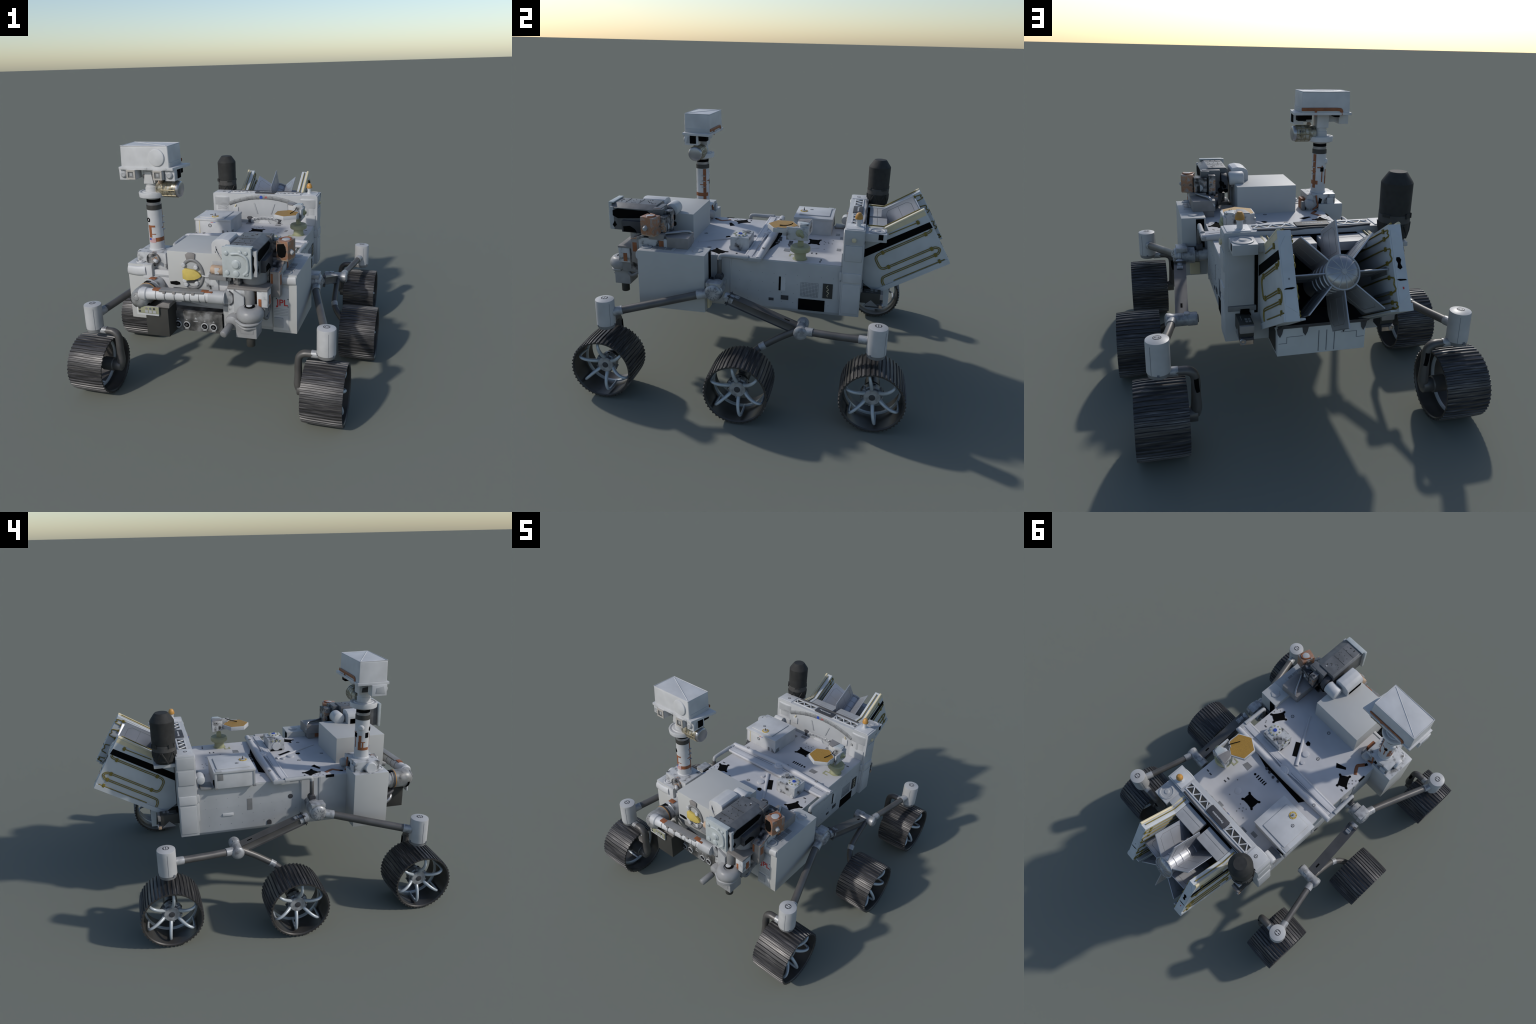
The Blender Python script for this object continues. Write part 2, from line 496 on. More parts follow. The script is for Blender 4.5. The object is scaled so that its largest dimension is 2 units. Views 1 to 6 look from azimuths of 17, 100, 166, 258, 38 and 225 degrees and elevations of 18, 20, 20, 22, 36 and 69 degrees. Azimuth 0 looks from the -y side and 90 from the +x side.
bm_box(bm, -.38, -.04, -.0715, -.0705, .755, .7566)
bm_box(bm, .04, .38, -.0715, -.0705, .755, .7566)
finish("bar_seam", bm, SEAM, bar, smooth=False)
marker((-.293, -.028, .7675), (0, 0, 1), .010, bar)
marker((.293, -.028, .7675), (0, 0, 1), .010, bar)
for ob in [bar] + [c for c in rover.children_recursive if c.parent == bar]:
    for v in ob.data.vertices:      # the bar rises towards its central pivot
        if v.co.z > .741:
            v.co.z += .013 * max(0, 1 - (v.co.x / .41) ** 2)
marker((-.20, -.036, .770), (0, 0, 1), .009, bar) if False else None
for s in (1, -1):
    box("bar_end", s * .398 if s > 0 else -.424, .424 if s > 0 else -.398, -.118, -.018, .735, .757, LIGHT, .005, bar)
    tube("drag_link", [(s * .411, -.09, .751), (s * .410, -.17, .752), (s * .409, -.235, .752), (s * .409, -.252, .742), (s * .410, -.255, .70), (s * .412, -.255, .635)],
         [.015, .013, .012, .012, .0105, .0105], LIGHT, bar, 14)
    cyl("link_dark_rod", (s * .410, -.255, .73), (s * .412, -.255, .63), .0125, TUBE, bar)
    lathe("link_knuckle", (s * .395, -.255, .625), (s, 0, 0), [(0, .022), (.03, .022), (.034, .018)], CHAR, 20, bar)

# ------------------------------------------------------------------ front equipment blocks
lb = box("equipment_block", -.497, -.345, -.700, -.490, .436, .771, GREY_BOX, .0015)
lr = box("equipment_block", .366, .500, -.700, -.316, .436, .773, GREY_BOX, .0015)
box("block_lid", -.496, -.346, -.699, -.491, .7705, .7725, MOTTLE, .0005, lb)
box("block_lid", .368, .498, -.69, -.43, .7725, .7738, LIGHT, .0003, lr)
lathe("round_fitting", (-.43, -.665, .772), (0, 0, 1), [(0, .026), (.006, .026), (.008, .021), (.004, .019), (.004, .012), (.009, .009), (.009, 0)], W, 24, lb)
lathe("round_fitting", (.438, -.668, .773), (0, 0, 1), [(0, .030), (.006, .029), (.008, .024), (.005, .022), (.005, .014), (.008, .008), (.008, 0)], LIGHT, 24, lr)
box("lid_hatch", .400, .470, -.632, -.500, .773, .7765, LIGHT, .001, lr)
bm = bmesh.new()
for y in (-.628, -.59, -.55):
    for x in (.404, .436):
        bm_box(bm, x, x + .029, y, y + .033, .776, .7782, .0005)
finish("hatch_window", bm, MID, lr)
lathe("round_fitting", (.43, -.375, .773), (0, 0, 1), [(0, .034), (.005, .03), (.007, .02), (.007, 0)], LIGHT, 6, lr)
# front face of the blocks: upper rounded cheek, vents and lettering
tube("cheek_roll", [(.372, -.700, .745), (.43, -.703, .742), (.496, -.700, .745)], .024, W, lr, 14, flat=((0, 1, 0), .45))
tube("cheek_roll", [(-.493, -.700, .735), (-.44, -.703, .732), (-.385, -.700, .735)], .028, W, lb, 14, flat=((0, 1, 0), .45))
box("cheek_notch", -.402, -.345, -.7035, -.698, .690, .765, W, .002, lb)
box("front_panel", .371, .455, -.7025, -.699, .452, .700, W, .001, lr)
box("panel_tab", .373, .425, -.708, -.700, .465, .525, LIGHT, .004, lr)
text("lettering", "JPL", .050, (.420, -.7035, .612), Euler((PI / 2, 0, 0)), RED, lr)
bm = bmesh.new()
for dx, dz in ((-.032, -.02), (.032, -.02), (-.032, .024), (.032, .024)):
    bm_lathe(bm, (.420 + dx, -.702, .612 + dz), (0, -1, 0), [(0, .003), (.0016, .003)], 10)
for i in range(5):
    bm_box(bm, .374, .452, -.7032, -.702, .540 - i * .003 + .0 + i * .012, .5405 + i * .009)
finish("panel_screws", bm, CHAR, lr, smooth=False)
box("block_shadow_strip", .375, .42, -.3165, -.3145, .60, .765, BLACK, 0, lr)  # flat black strip painting shade onto the block's rear face
box("service_box", .39, .468, -.316, -.296, .565, .61, CHAR, .002, lr)
box("cream_cover", .405, .462, -.316, -.30, .445, .52, CREAM, .006, lr)

# big plain avionics box standing on the front deck
pb = box("avionics_box", -.195, .159, -.797, -.481, .690, .8985, GREY_BOX, .0012)
ring = []
for k in range(25):
    t = math.radians(140 - 265 * k / 24)
    ring.append((-.052 + .060 * math.cos(t), -.800, .776 + .080 * math.sin(t)))
tube("port_ring", ring, .0095, MID, pb, 10, False, flat=((0, 1, 0), .7))
prism("port_recess", [(-.10, .83), (-.06, .845), (-.02, .835), (-.01, .80), (-.035, .79), (-.09, .79)], "y", -.7995, -.796, LIGHT, .001, pb)
prism("port_recess", [(-.085, .745), (-.02, .745), (-.03, .725), (-.075, .722)], "y", -.7995, -.796, CHAR, 0, pb)
bm = bmesh.new()
prof = [(-.105, .797), (-.09, .81), (-.035, .803), (-.012, .79), (.004, .772), (-.010, .76), (-.035, .748), (-.08, .742), (-.105, .75)]
bm_prism(bm, prof, "y", -.815, -.80, .003)
finish("yellow_cover", bm, YELLOW, pb)
for dx, dz in ((-.045, .050), (.030, .042), (-.042, -.040), (.030, -.050), (-.035, -.060)):
    lathe("port_bolt", (-.055 + dx * .95, -.799, .776 + dz), (0, -1, 0), [(0, .0125), (.012, .0125), (.015, .009), (.015, 0)], W, 14, pb)
prism("port_bracket", [(-.08, .855), (-.035, .855), (-.03, .892), (-.045, .897), (-.072, .897), (-.088, .885)], "y", -.804, -.796, TAUPE, .001, pb)
prism("port_bracket", [(.02, .77), (.05, .80), (.058, .74), (.048, .70), (.02, .71)], "y", -.806, -.796, MOTTLE, .002, pb)
cyl("port_stem", (.006, -.808, .774), (.046, -.808, .770), .004, W, pb)
prism("black_patch", [(-.188, .722), (-.15, .728), (-.13, .722), (-.127, .710), (-.15, .704), (-.186, .708)], "y", -.7985, -.795, BLACK, 0, pb)
box("white_fitting", .055, .10, -.812, -.796, .69, .775, MOTTLE, .006, pb)
box("white_fitting", .10, .155, -.806, -.796, .69, .755, W, .006, pb)

# ------------------------------------------------------------------ mast
mx, my = -.362, -.576
base = box("mast_base", -.453, -.273, -.658, -.506, .733, .831, MOTTLE, .003)
lathe("mast_motor", (-.35, -.64, .795), (0, -1, 0), [(0, .040), (.030, .040), (.034, .034), (.034, .022), (.040, .020), (.040, 0)], DARKMIX, 24, base)
cyl("mast_motor_pin", (-.335, -.68, .795), (-.31, -.70, .795), .010, W, base)
lathe("base_roll", (-.47, -.60, .795), (1, 0, 0), [(0, .030), (.005, .034), (.04, .034)], W, 20, base)
lathe("base_roll", (-.285, -.49, .775), (0, 1, 0), [(-.03, .028), (0, .028), (.012, .024), (.016, .012), (.016, 0)], LIGHT, 20, base)
box("base_fitting", -.275, -.245, -.60, -.54, .735, .80, COPPER, .004, base)
box("base_fitting", -.262, -.240, -.53, -.50, .735, .79, MID, .006, base)
box("base_fitting", -.44, -.40, -.506, -.496, .74, .81, W, .004, base)
tube("base_cable", [(-.33, -.503, .825), (-.335, -.499, .79), (-.34, -.499, .76), (-.31, -.50, .737)], .005, COPPER, base, 8)
prism("black_patch", [(-.37, .80), (-.355, .75), (-.32, .74), (-.345, .77), (-.35, .81)], "y", -.5065, -.5035, BLACK, 0, base)
mast = lathe("mast", (mx, my, .825), (0, 0, 1),
             [(0, .047), (.012, .047), (.016, .043), (.245, .042), (.2455, .0435), (.272, .0435), (.2725, .041), (.288, .041), (.2885, .040), (.304, .040), (.305, .036), (.32, .036)],
             [W, GRAPHITE, STEEL, BLACK], 36, None, mats=[0, 0, 0, 1, 1, 1, 2, 2, 3, 3, 2])
lathe("mast_collar", (mx, my, 1.140), (0, 0, 1), [(0, .064), (.006, .077), (.030, .079), (.034, .077), (.034, .068), (.031, .066), (.031, .058), (.036, .054), (.036, .036)], W, 40, mast)


def wrap(name, a0, a1, z0, z1, mat, r=.0432):
    """Tape patch that follows the mast's round side (angles in degrees, 0 = +x)."""
    bm = bmesh.new()
    n = max(2, int(abs(a1 - a0) / 8))
    I, O = [], []
    for k in range(n + 1):
        a = math.radians(a0 + (a1 - a0) * k / n)
        for L, rr in ((I, r - .004), (O, r)):
            L.append([bm.verts.new((mx + rr * math.cos(a), my + rr * math.sin(a), z)) for z in (z0, z1)])
    for k in range(n):
        bm.faces.new((O[k][0], O[k + 1][0], O[k + 1][1], O[k][1]))
        bm.faces.new((I[k][0], I[k][1], I[k + 1][1], I[k + 1][0]))
        for z in (0, 1):
            bm.faces.new((I[k][z], I[k + 1][z], O[k + 1][z], O[k][z]))
    for k in (0, n):
        bm.faces.new((I[k][0], O[k][0], O[k][1], I[k][1]))
    return finish(name, bm, mat, mast, 30)


# front (-90 degrees), right (0), back (90), left (180)
wrap("copper_tape", -128, -68, .970, .981, COPPER)
wrap("copper_tape", -126, -98, .908, .972, COPPER)
wrap("copper_tape", -98, -66, .927, .932, COPPER)
wrap("copper_tape", -72, 68, .884, .908, COPPER)
wrap("copper_tape", 19, 47, .862, 1.068, COPPER, .0436)
wrap("copper_tape", -10, 50, .960, .966, COPPER, .0434)
wrap("copper_tape", 60, 92, .985, .992, COPPER)
wrap("copper_tape", 96, 106, .90, 1.0, COPPER)
wrap("copper_tape", 132, 154, .936, .976, COPPER)
wrap("copper_tape", 128, 152, .895, .937, COPPER)
wrap("copper_tape", 160, 172, .898, .936, COPPER)
wrap("copper_tape", 128, 218, .886, .903, COPPER, .0434)
wrap("copper_tape", 150, 186, .933, .938, COPPER)
wrap("black_slot", 86, 116, .964, .990, BLACK, .0438)
wrap("black_slot", 184, 216, .962, .994, BLACK)
wrap("flag_patch", -124, -70, .879, .905, paint("flag_pink", (.50, .30, .29), .6), .0446)
wrap("flag_canton", -124, -104, .893, .905, BLUE, .0449)
for a in (.0,):
    lathe("mast_boss", (mx - .031, my + .020, 1.024), (-.85, .53, 0), [(0, .019), (.008, .018), (.014, .012), (.016, 0)], W, 18, mast)
    lathe("mast_ring", (mx - .022, my - .034, 1.012), (-.55, -.84, 0), [(0, .013), (.004, .013), (.005, .008), (.002, .007), (.002, 0)], [BLACK, W], 18, mast, mats=[0, 0, 0, 1, 1])
for z in (.945, .985, 1.02):
    box("mast_clip", mx + .020, mx + .046, my + .004, my + .028, z, z + .005, STEEL, .001, mast)

# mast head
head_z0, head_z1 = 1.318, 1.434
hx0, hx1, hy0, hy1 = -.503, -.218, -.647, -.483
bm = bmesh.new()
bot = [bm.verts.new(p) for p in ((hx0 - .004, hy0, head_z0), (hx1 + .003, hy0, head_z0), (hx1 + .003, hy1 + .003, head_z0), (hx0 - .004, hy1 + .003, head_z0))]
top = [bm.verts.new(p) for p in ((hx0, hy0, head_z1), (hx1, hy0, head_z1 + .002), (hx1, hy1, head_z1), (hx0, hy1, head_z1 + .002))]
for i in range(4):
    bm.faces.new((bot[i], bot[(i + 1) % 4], top[(i + 1) % 4], top[i]))
bm.faces.new(bot)
bm.faces.new((top[3], top[0], top[1]))
bm.faces.new((top[3], top[1], top[2]))
es = [e for e in bm.edges if not (e.verts[0] in top and e.verts[1] in top and len([f for f in e.link_faces if abs(f.normal.z) > .9]) == 2)]
bmesh.ops.bevel(bm, geom=[e for e in bm.edges if e.calc_length() < .29], offset=.008, segments=3, affect="EDGES", profile=.6, material=-1)
head = finish("mast_head", bm, W, None)
tube("roof_rib", [(hx0 + .012, hy1 - .010, 1.4355), (hx1 - .012, hy0 + .010, 1.4355)], .0028, W, head, 8, False)
for a, b in (((hx0, hy0), (hx1, hy0)), ((hx1, hy0), (hx1, hy1)), ((hx1, hy1), (hx0, hy1)), ((hx0, hy1), (hx0, hy0))):
    tube("roof_rim", [(a[0] * .985 - .0055, a[1] * .985 - .0085, 1.4345), (b[0] * .985 - .0055, b[1] * .985 - .0085, 1.4345)], .0022, W, head, 8, False)
lathe("laser_window", (-.287, -.646, 1.374), (0, -1, 0), [(0, .048), (.004, .048), (.008, .046), (.0105, .040), (.0105, 0)], W, 40, head)
prism("head_flange", [(-.519, -.655), (-.192, -.655), (-.166, -.474), (-.516, -.474)], "z", 1.305, 1.320, W, .0015, head)
box("flange_notch", -.36, -.345, -.6565, -.65, 1.307, 1.3185, W_HULL, .0005, head)
box("flange_notch", -.245, -.23, -.6565, -.65, 1.307, 1.3185, W_HULL, .0005, head)
# copper cable duct on the back face
tube("cable_duct", [(-.214, -.4775, 1.338), (-.40, -.4775, 1.338), (-.435, -.4775, 1.337), (-.452, -.4775, 1.332), (-.458, -.4775, 1.305)], .0095, COPPER, head, 10, n=6, flat=((0, 1, 0), .4))
tube("cable_duct", [(-.298, -.477, 1.338), (-.298, -.477, 1.300)], .007, COPPER, head, 10, False, flat=((0, 1, 0), .4))
box("side_skirt", -.218, -.2135, -.64, -.49, 1.320, 1.345, W_HULL, .001, head)
# cameras under the flange
for cx in (-.442, -.281):
    cam = box("zoom_camera", cx - .028, cx + .028, -.660, -.590, 1.253, 1.306, W, .002, head)
    bm = bmesh.new()
    for a in ((cx - .027, cx + .027, 1.2955, 1.306), (cx - .027, cx + .027, 1.253, 1.2635), (cx - .027, cx - .0165, 1.2635, 1.2955), (cx + .0165, cx + .027, 1.2635, 1.2955)):
        bm_box(bm, a[0], a[1], -.667, -.659, a[2], a[3], .001)
    finish("lens_frame", bm, paint("lens_frame_taupe", (.40, .375, .34), .5), cam)
    box("lens", cx - .0165, cx + .0165, -.662, -.655, 1.2635, 1.2955, MID, 0, cam)
    box("lens_glass", cx - .007, cx + .007, -.6632, -.66, 1.273, 1.288, LIGHT, 0, cam)
for cx, sx in ((-.497, -1), (-.219, 1)):
    cam = box("navigation_camera", cx - .029, cx + .029, -.640, -.553, 1.245, 1.306, W, .002, head)
    lathe("lens_barrel", (cx, -.638, 1.277), (0, -1, 0), [(0, .021), (.006, .020), (.011, .016), (.014, .011), (.012, 0)], LIGHT, 20, cam)
    prism("camera_hood", [(-.63, 1.255), (-.62, 1.298), (-.58, 1.290), (-.575, 1.26)], "x", cx + sx * .0285, cx + sx * .0305, LIGHT, .0005, cam)
box("camera_back", -.195, -.185, -.605, -.565, 1.255, 1.305, BLACK, .002, head)
box("camera_back", -.46, -.43, -.59, -.52, 1.288, 1.306, BLACK, .002, head)
box("camera_back", -.29, -.24, -.59, -.52, 1.275, 1.306, BLACK, .002, head)
box("camera_back", -.25, -.20, -.55, -.50, 1.27, 1.306, BLACK, .004, head)
neck = prism("mast_neck", [(mx - .036, 1.225), (mx + .036, 1.225), (mx + .036, 1.306), (mx - .036, 1.306)], "y", my - .034, my + .044, W, .004)
lathe("neck_drum", (mx, my, 1.172), (0, 0, 1), [(0, .040), (.030, .040), (.034, .037), (.056, .037), (.058, .034)], W, 28, neck)
prism("neck_yoke", [(mx - .03, 1.222), (mx + .03, 1.222), (mx + .018, 1.29), (mx - .018, 1.29)], "y", my - .042, my - .033, W, .002, neck)
for dx in (-.027, .022):
    lathe("neck_recess", (mx + dx, my - .0345, 1.262), (0, -1, 0), [(0, .013), (.002, .012)], TAUPE, 14, neck)
prism("neck_hollow", [(my - .01, 1.236), (my + .03, 1.236), (my + .026, 1.262), (my - .02, 1.268)], "x", mx - .0375, mx - .034, CHAR, 0, neck)
box("neck_plate", mx - .0385, mx - .034, my - .02, my + .03, 1.272, 1.30, MID, .002, neck)
motor = lathe("elevation_motor", (-.325, -.574, 1.190), (1, 0, 0), [(0, .040), (.01, .046), (.034, .046), (.035, .0465), (.112, .0465), (.113, .045), (.132, .045), (.138, .041), (.140, .036), (.140, 0)],
              [MESHED, STEEL], 32, None, mats=[0, 0, 0, 0, 0, 1, 1, 1, 1])
bm = bmesh.new()
for k in range(8):
    a = 2 * PI * k / 8
    bm_tube(bm, [(-.29, -.574 + .0465 * math.cos(a), 1.19 + .0465 * math.sin(a)), (-.205, -.574 + .0465 * math.cos(a), 1.19 + .0465 * math.sin(a))], .003, 6)
for x in (-.285, -.26, -.235, -.208):
    bm_lathe(bm, (x, -.574, 1.19), (1, 0, 0), [(0, .0475), (.004, .0475)], 32)
finish("motor_cage", bm, paint("motor_brass", (.25, .21, .13), .4, .3), motor)
cyl("motor_plug", (-.305, -.60, 1.235), (-.285, -.60, 1.235), .016, TAN, motor)

# ------------------------------------------------------------------ rear wall (heat-exchanger frame)
wall = box("rear_frame", -.390, .390, .422, .530, .448, .948, W_HULL, .004)
for s in (1, -1):
    def bx(n, x0, x1, *r, **k):
        return box(n, min(s * x0, s * x1), max(s * x0, s * x1), *r, **k)
    bx("cosmetic_cheek", .385, .3945, .430, .524, .772, .862, W_HULL, bevel=.006, parent=wall)  # cosmetic low boxes added for shading baked into the original's sides
    bx("cosmetic_cheek", .385, .3925, .426, .526, .868, .938, W_HULL, bevel=.004, parent=wall)
    bx("cosmetic_cheek", .384, .3955, .428, .527, .650, .705, W, bevel=.005, parent=wall)
    bx("cosmetic_cheek", .384, .3935, .430, .525, .465, .640, W_HULL, bevel=.004, parent=wall)
    bx("frame_fillet", .360, .385, .408, .428, .652, .705, W_HULL, bevel=.010, parent=wall)
    bx("frame_fillet", .360, .380, .412, .428, .530, .650, W_HULL, bevel=.008, parent=wall)
    # front face columns
    lathe("column_drum", (s * .320, .432, .800), (0, 0, 1), [(0, .050), (.004, .054), (.10, .054), (.11, .058), (.125, .058), (.128, .05)], W, 24, wall)
    lathe("column_band", (s * .320, .430, .862), (0, 0, 1), [(0, .058), (.004, .061), (.055, .061), (.06, .056)], LIGHT, 24, wall)
    box("column_foot", s * .320 - .055, s * .320 + .055, .412, .424, .735, .81, W, .003, wall)
    box("hook_pad", s * .218 - .022, s * .218 + .022, .408, .424, .80, .85, W, .006, wall)
    tube("gold_hook", [(s * .222, .406, .835), (s * .220, .402, .856), (s * .212, .404, .868)], .0045, CREAM, wall, 8)
    tube("gold_hook", [(s * .235, .404, .812), (s * .205, .404, .806)], .003, CREAM, wall, 8, False)
    prism("frame_slit", [(s * .076 - .006, .882), (s * .076 + .006, .882), (s * .051 + .005, .806), (s * .051 - .005, .806)], "y", .418, .424, LIGHT, .002, wall)
    cyl("floor_stub", (s * .111, .412, .735), (s * .111, .412, .768), .012, CHAR, wall)
    lathe("floor_stub_cap", (s * .111, .412, .765), (0, 0, 1), [(0, .020), (.010, .022), (.018, .014), (.020, 0)], CHAR, 12, wall)
    box("stub_pad", s * .111 - .025, s * .111 + .025, .395, .42, .734, .7365, MID, .001, wall)
bm = bmesh.new()
N = 24
arch = []
for k in range(N + 1):
    x = -.265 + .53 * k / N
    arch.append((x, .420, .928 - .80 * x * x))
bm_tube(bm, arch, .0145, 14)
for k in range(2, N - 1, 2):
    x, y, z = arch[k]
    t = Vector(arch[k + 1]) - Vector(arch[k - 1])
    bm_lathe(bm, Vector(arch[k]) - t.normalized() * .002, t, [(0, .0163), (.004, .0163)], 14)
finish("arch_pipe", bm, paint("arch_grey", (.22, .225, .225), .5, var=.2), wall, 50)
for x in (-.181, -.121, -.06, .06, .122, .181, -.225, .228):
    lathe("pipe_port", (x, .4065, .928 - .8 * x * x), (0, -1, 0), [(0, .009), (.003, .0085), (.003, 0)], MID, 14, wall)
lathe("round_badge", (-.020, .4062, .929), (0, -1, 0), [(0, .0115), (.0045, .0115), (.0045, 0)], BLUE, 20, wall)
text("badge_lettering", "JPL", .017, (.018, .4025, .929), Euler((PI / 2, 0, 0)), RED, wall)
tube("floor_hose", [(-.10, .405, .745), (-.083, .402, .764), (-.016, .400, .777), (.05, .400, .775), (.10, .402, .758), (.118, .402, .742)], .0095, LIGHT, wall, 12)
for i in range(7):
    x = -.075 + i * .027
    lathe("hose_clamp", (x, .4008, .777 - 1.6 * (x - .012) ** 2), (1, 0, 0), [(-.004, .011), (.004, .011)], STEEL, 14, wall)
prism("frame_foot", [(-.045, .735), (.045, .735), (.028, .758), (-.028, .758)], "y", .412, .424, W, .001, wall)
bm = bmesh.new()
for i in range(8):
    for j in range(6):
        bm_lathe(bm, (-.352 + i * .0092 + (j % 2) * .004, .3745 + (i - 3.5) ** 2 * .0008, .832 + j * .0085), (0, -1, 0), [(0, .0022), (.002, .0022)], 6)
pf = finish("vent_holes", bm, CHAR, wall)
pf["kind"] = "stuff"
cyl("thermometer_post", (.319, .368, .885), (.319, .368, .80), .0085, LIGHT, wall)
cyl("thermometer_tip", (.319, .368, .80), (.319, .368, .788), .009, BLACK, wall)
marker((.318 - .04, .3885, .83), (-.5, -1, 0), .009, wall)
# all of the front-face fittings are shallow relief on the frame
for ob in [c for c in rover.children_recursive if c.parent == wall]:
    if min(v.co.y for v in ob.data.vertices) < .421 and ob.name.split(".")[0] not in ("frame_fillet", "pod_stub"):
        lowest = min(v.co.y for v in ob.data.vertices)
        f = min(1.0, .010 / (.425 - lowest))
        for v in ob.data.vertices:
            v.co.y = .425 - (.425 - v.co.y) * f if v.co.y < .425 else .425
# truss on the top
bm = bmesh.new()
for y in (.452, .500):
    bm_box(bm, -.262, .262, y - .004, y + .004, .946, .953, .001)
xs = [-.262 + i * .030 for i in range(7)] + [.262 - i * .030 for i in range(7)]
for i, x in enumerate([-.262, -.232, -.202, -.172, -.142, -.112]):
    for s in (1, -1):
        y0, y1 = (.455, .497) if i % 2 else (.497, .455)
        bm_tube(bm, [(s * x, y0, .950), (s * (x + .030), y1, .950)], .004, 6)
finish("truss", bm, W, wall)
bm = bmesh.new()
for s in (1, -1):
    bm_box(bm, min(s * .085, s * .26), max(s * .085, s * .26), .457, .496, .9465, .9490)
finish("truss_shadow_plate", bm, GRAPHITE, wall, smooth=False)  # dark plates laid between the truss bars as painted shadow
box("name_plaque", -.075, .075, .448, .504, .947, .957, CHAR, .002, wall)
text("plaque_lettering", "Perseverance", .017, (-.002, .478, .9575), Euler((0, 0, 0)), W, wall)
prism("plaque_bracket", [(-.095, .452), (-.078, .452), (-.078, .50), (-.085, .50)], "z", .947, .955, LIGHT, .001, wall)
prism("plaque_bracket", [(.095, .452), (.078, .452), (.078, .50), (.085, .50)], "z", .947, .955, LIGHT, .001, wall)
for s in (1, -1):
    box("top_plate", min(s * .275, s * .378), max(s * .275, s * .378), .430, .522, .946, .952, W, .002, wall)
marker((-.318, .468, .952), (0, 0, 1), .0115, wall)
tube("top_cable", [(.25, .520, .950), (.1, .526, .948), (0, .522, .95), (-.12, .527, .948), (-.25, .520, .95)], .006, CHAR, wall, 8)
# gold-tipped antenna
ant = lathe("whip_antenna", (.318, .490, .946), (0, 0, 1),
            [(0, .024), (.007, .023), (.008, .013), (.032, .013), (.046, .0165), (.047, .020), (.052, .021), (.066, .0185), (.076, .013), (.080, .009), (.0805, 0)],
            [W, AMBER], 24, None, mats=[0, 0, 0, 0, 0, 1, 1, 1, 1, 1])
# rear instrument pod on the frame (right) and low rear hazard cameras
pod = box("rear_pod", .270, .374, .528, .644, .887, .932, W_HULL, .003)
box("pod_neck", .222, .272, .528, .622, .890, .929, W_HULL, .004, pod)
lathe("pod_dish", (.325, .594, .931), (0, 0, 1), [(0, .046), (.005, .046), (.007, .038), (.003, .034), (.003, .018), (.008, .011), (.008, 0)], LIGHT, 28, pod)
box("pod_slot", .372, .3745, .60, .625, .900, .930, BLACK, 0, pod)
lathe("pod_stub", (.39, .475, .895), (1, 0, 0), [(0, .012), (.012, .012), (.014, .008)], CREAM, 14, wall)
prism("rear_recess_panel", [(.265, .62), (.375, .62), (.375, .87), (.265, .87)], "y", .529, .533, W_HULL, .001, wall)
box("rear_shelf", .255, .378, .529, .540, .595, .618, MID, .002, wall)
tube("rear_cable", [(.32, .536, .60), (.31, .54, .585), (.29, .54, .583), (.285, .538, .572)], .008, BLACK, wall, 8)
for s in (1, -1):
    hz = box("rear_hazard_camera", min(s * .285, s * .346), max(s * .285, s * .346), .528, .640, .520, .581, GRAPHITE, .002)
    box("camera_foot", min(s * .287, s * .344), max(s * .287, s * .344), .56, .652, .494, .522, CHAR, .002, hz)
    box("camera_plate", min(s * .290, s * .346), max(s * .290, s * .346), .636, .655, .493, .512, TAN, .002, hz)
    box("camera_plate", min(s * .286, s * .346), max(s * .286, s * .346), .636, .654, .545, .578, TAUPE, .002, hz)
    lathe("lens_barrel", (s * .334, .652, .508), (0, 1, 0), [(0, .014), (.006, .013), (.006, .008), (.002, .006), (.002, 0)], STEEL, 18, hz)
    bm = bmesh.new()
    for i in range(2):
        for j in range(2):
            bm_box(bm, s * (.297 + i * .014) - .005, s * (.297 + i * .014) + .005, .585 + j * .022, .600 + j * .022, .5805, .5822)
    bm_box(bm, s * .330 - .001, s * .330 + .001, .56, .60, .5805, .5820)
    finish("camera_marking", bm, MID, hz, smooth=False)
    box("camera_bracket", s * .305 - .02, s * .305 + .02, .528, .542, .575, .605, BLACK, .001, hz)
    prism("camera_side_step", [(.55, .505), (.59, .54), (.63, .505)], "x", min(s * .3455, s * .3475), max(s * .3455, s * .3475), MID, 0, hz)
box("gap_black_strip", .247, .262, .529, .5325, .58, .885, BLACK, 0, wall)  # black strip added on the frame to stand in for a gap
# bottom rear box
rb = box("rear_bay", -.195, .195, .528, .690, .442, .570, W_PANEL, .0015)
for s in (1, -1):
    prism("bay_side", [(.535, .452), (.662, .452), (.655, .545), (.535, .56)], "x", min(s * .194, s * .1965), max(s * .194, s * .1965), GRAPHITE, 0, rb)
bm = bmesh.new()
for x in (-.055, -.02, .015):
    bm_box(bm, x - .0015, x + .0015, .6895, .6912, .45, .548)
for s in (1, -1):
    bm_box(bm, min(s * .19, s * .155), max(s * .19, s * .155), .6895, .6912, .500, .5015)
    bm_box(bm, s * .155 - .001, s * .155 + .001, .6895, .6912, .500, .53)
    bm_box(bm, min(s * .155, s * .085), max(s * .155, s * .085), .6895, .6912, .529, .5305)
finish("bay_seam", bm, SEAM, rb, smooth=False)
for x in (.185, .075, -.095, -.185):
    prism("bay_cutout", [(x - .014, .572), (x + .014, .572), (x + .010, .545), (x, .53), (x - .009, .548)], "y", .688, .6925, CHAR, 0, rb)
for s in (1, -1):
    box("bay_strut", min(s * .20, s * .27), max(s * .20, s * .27), .655, .688, .474, .60, W_PANEL, .002, rb) if False else None

# ------------------------------------------------------------------ power source: side radiators, finned core
AX = Vector((0, math.cos(math.radians(30)), math.sin(math.radians(30))))   # core axis, pointing back and up
NX = Vector((0, -AX.z, AX.y))                                             # across the axis, up
B0 = Vector((0, .997, .757))                                              # lower rear corner of a radiator


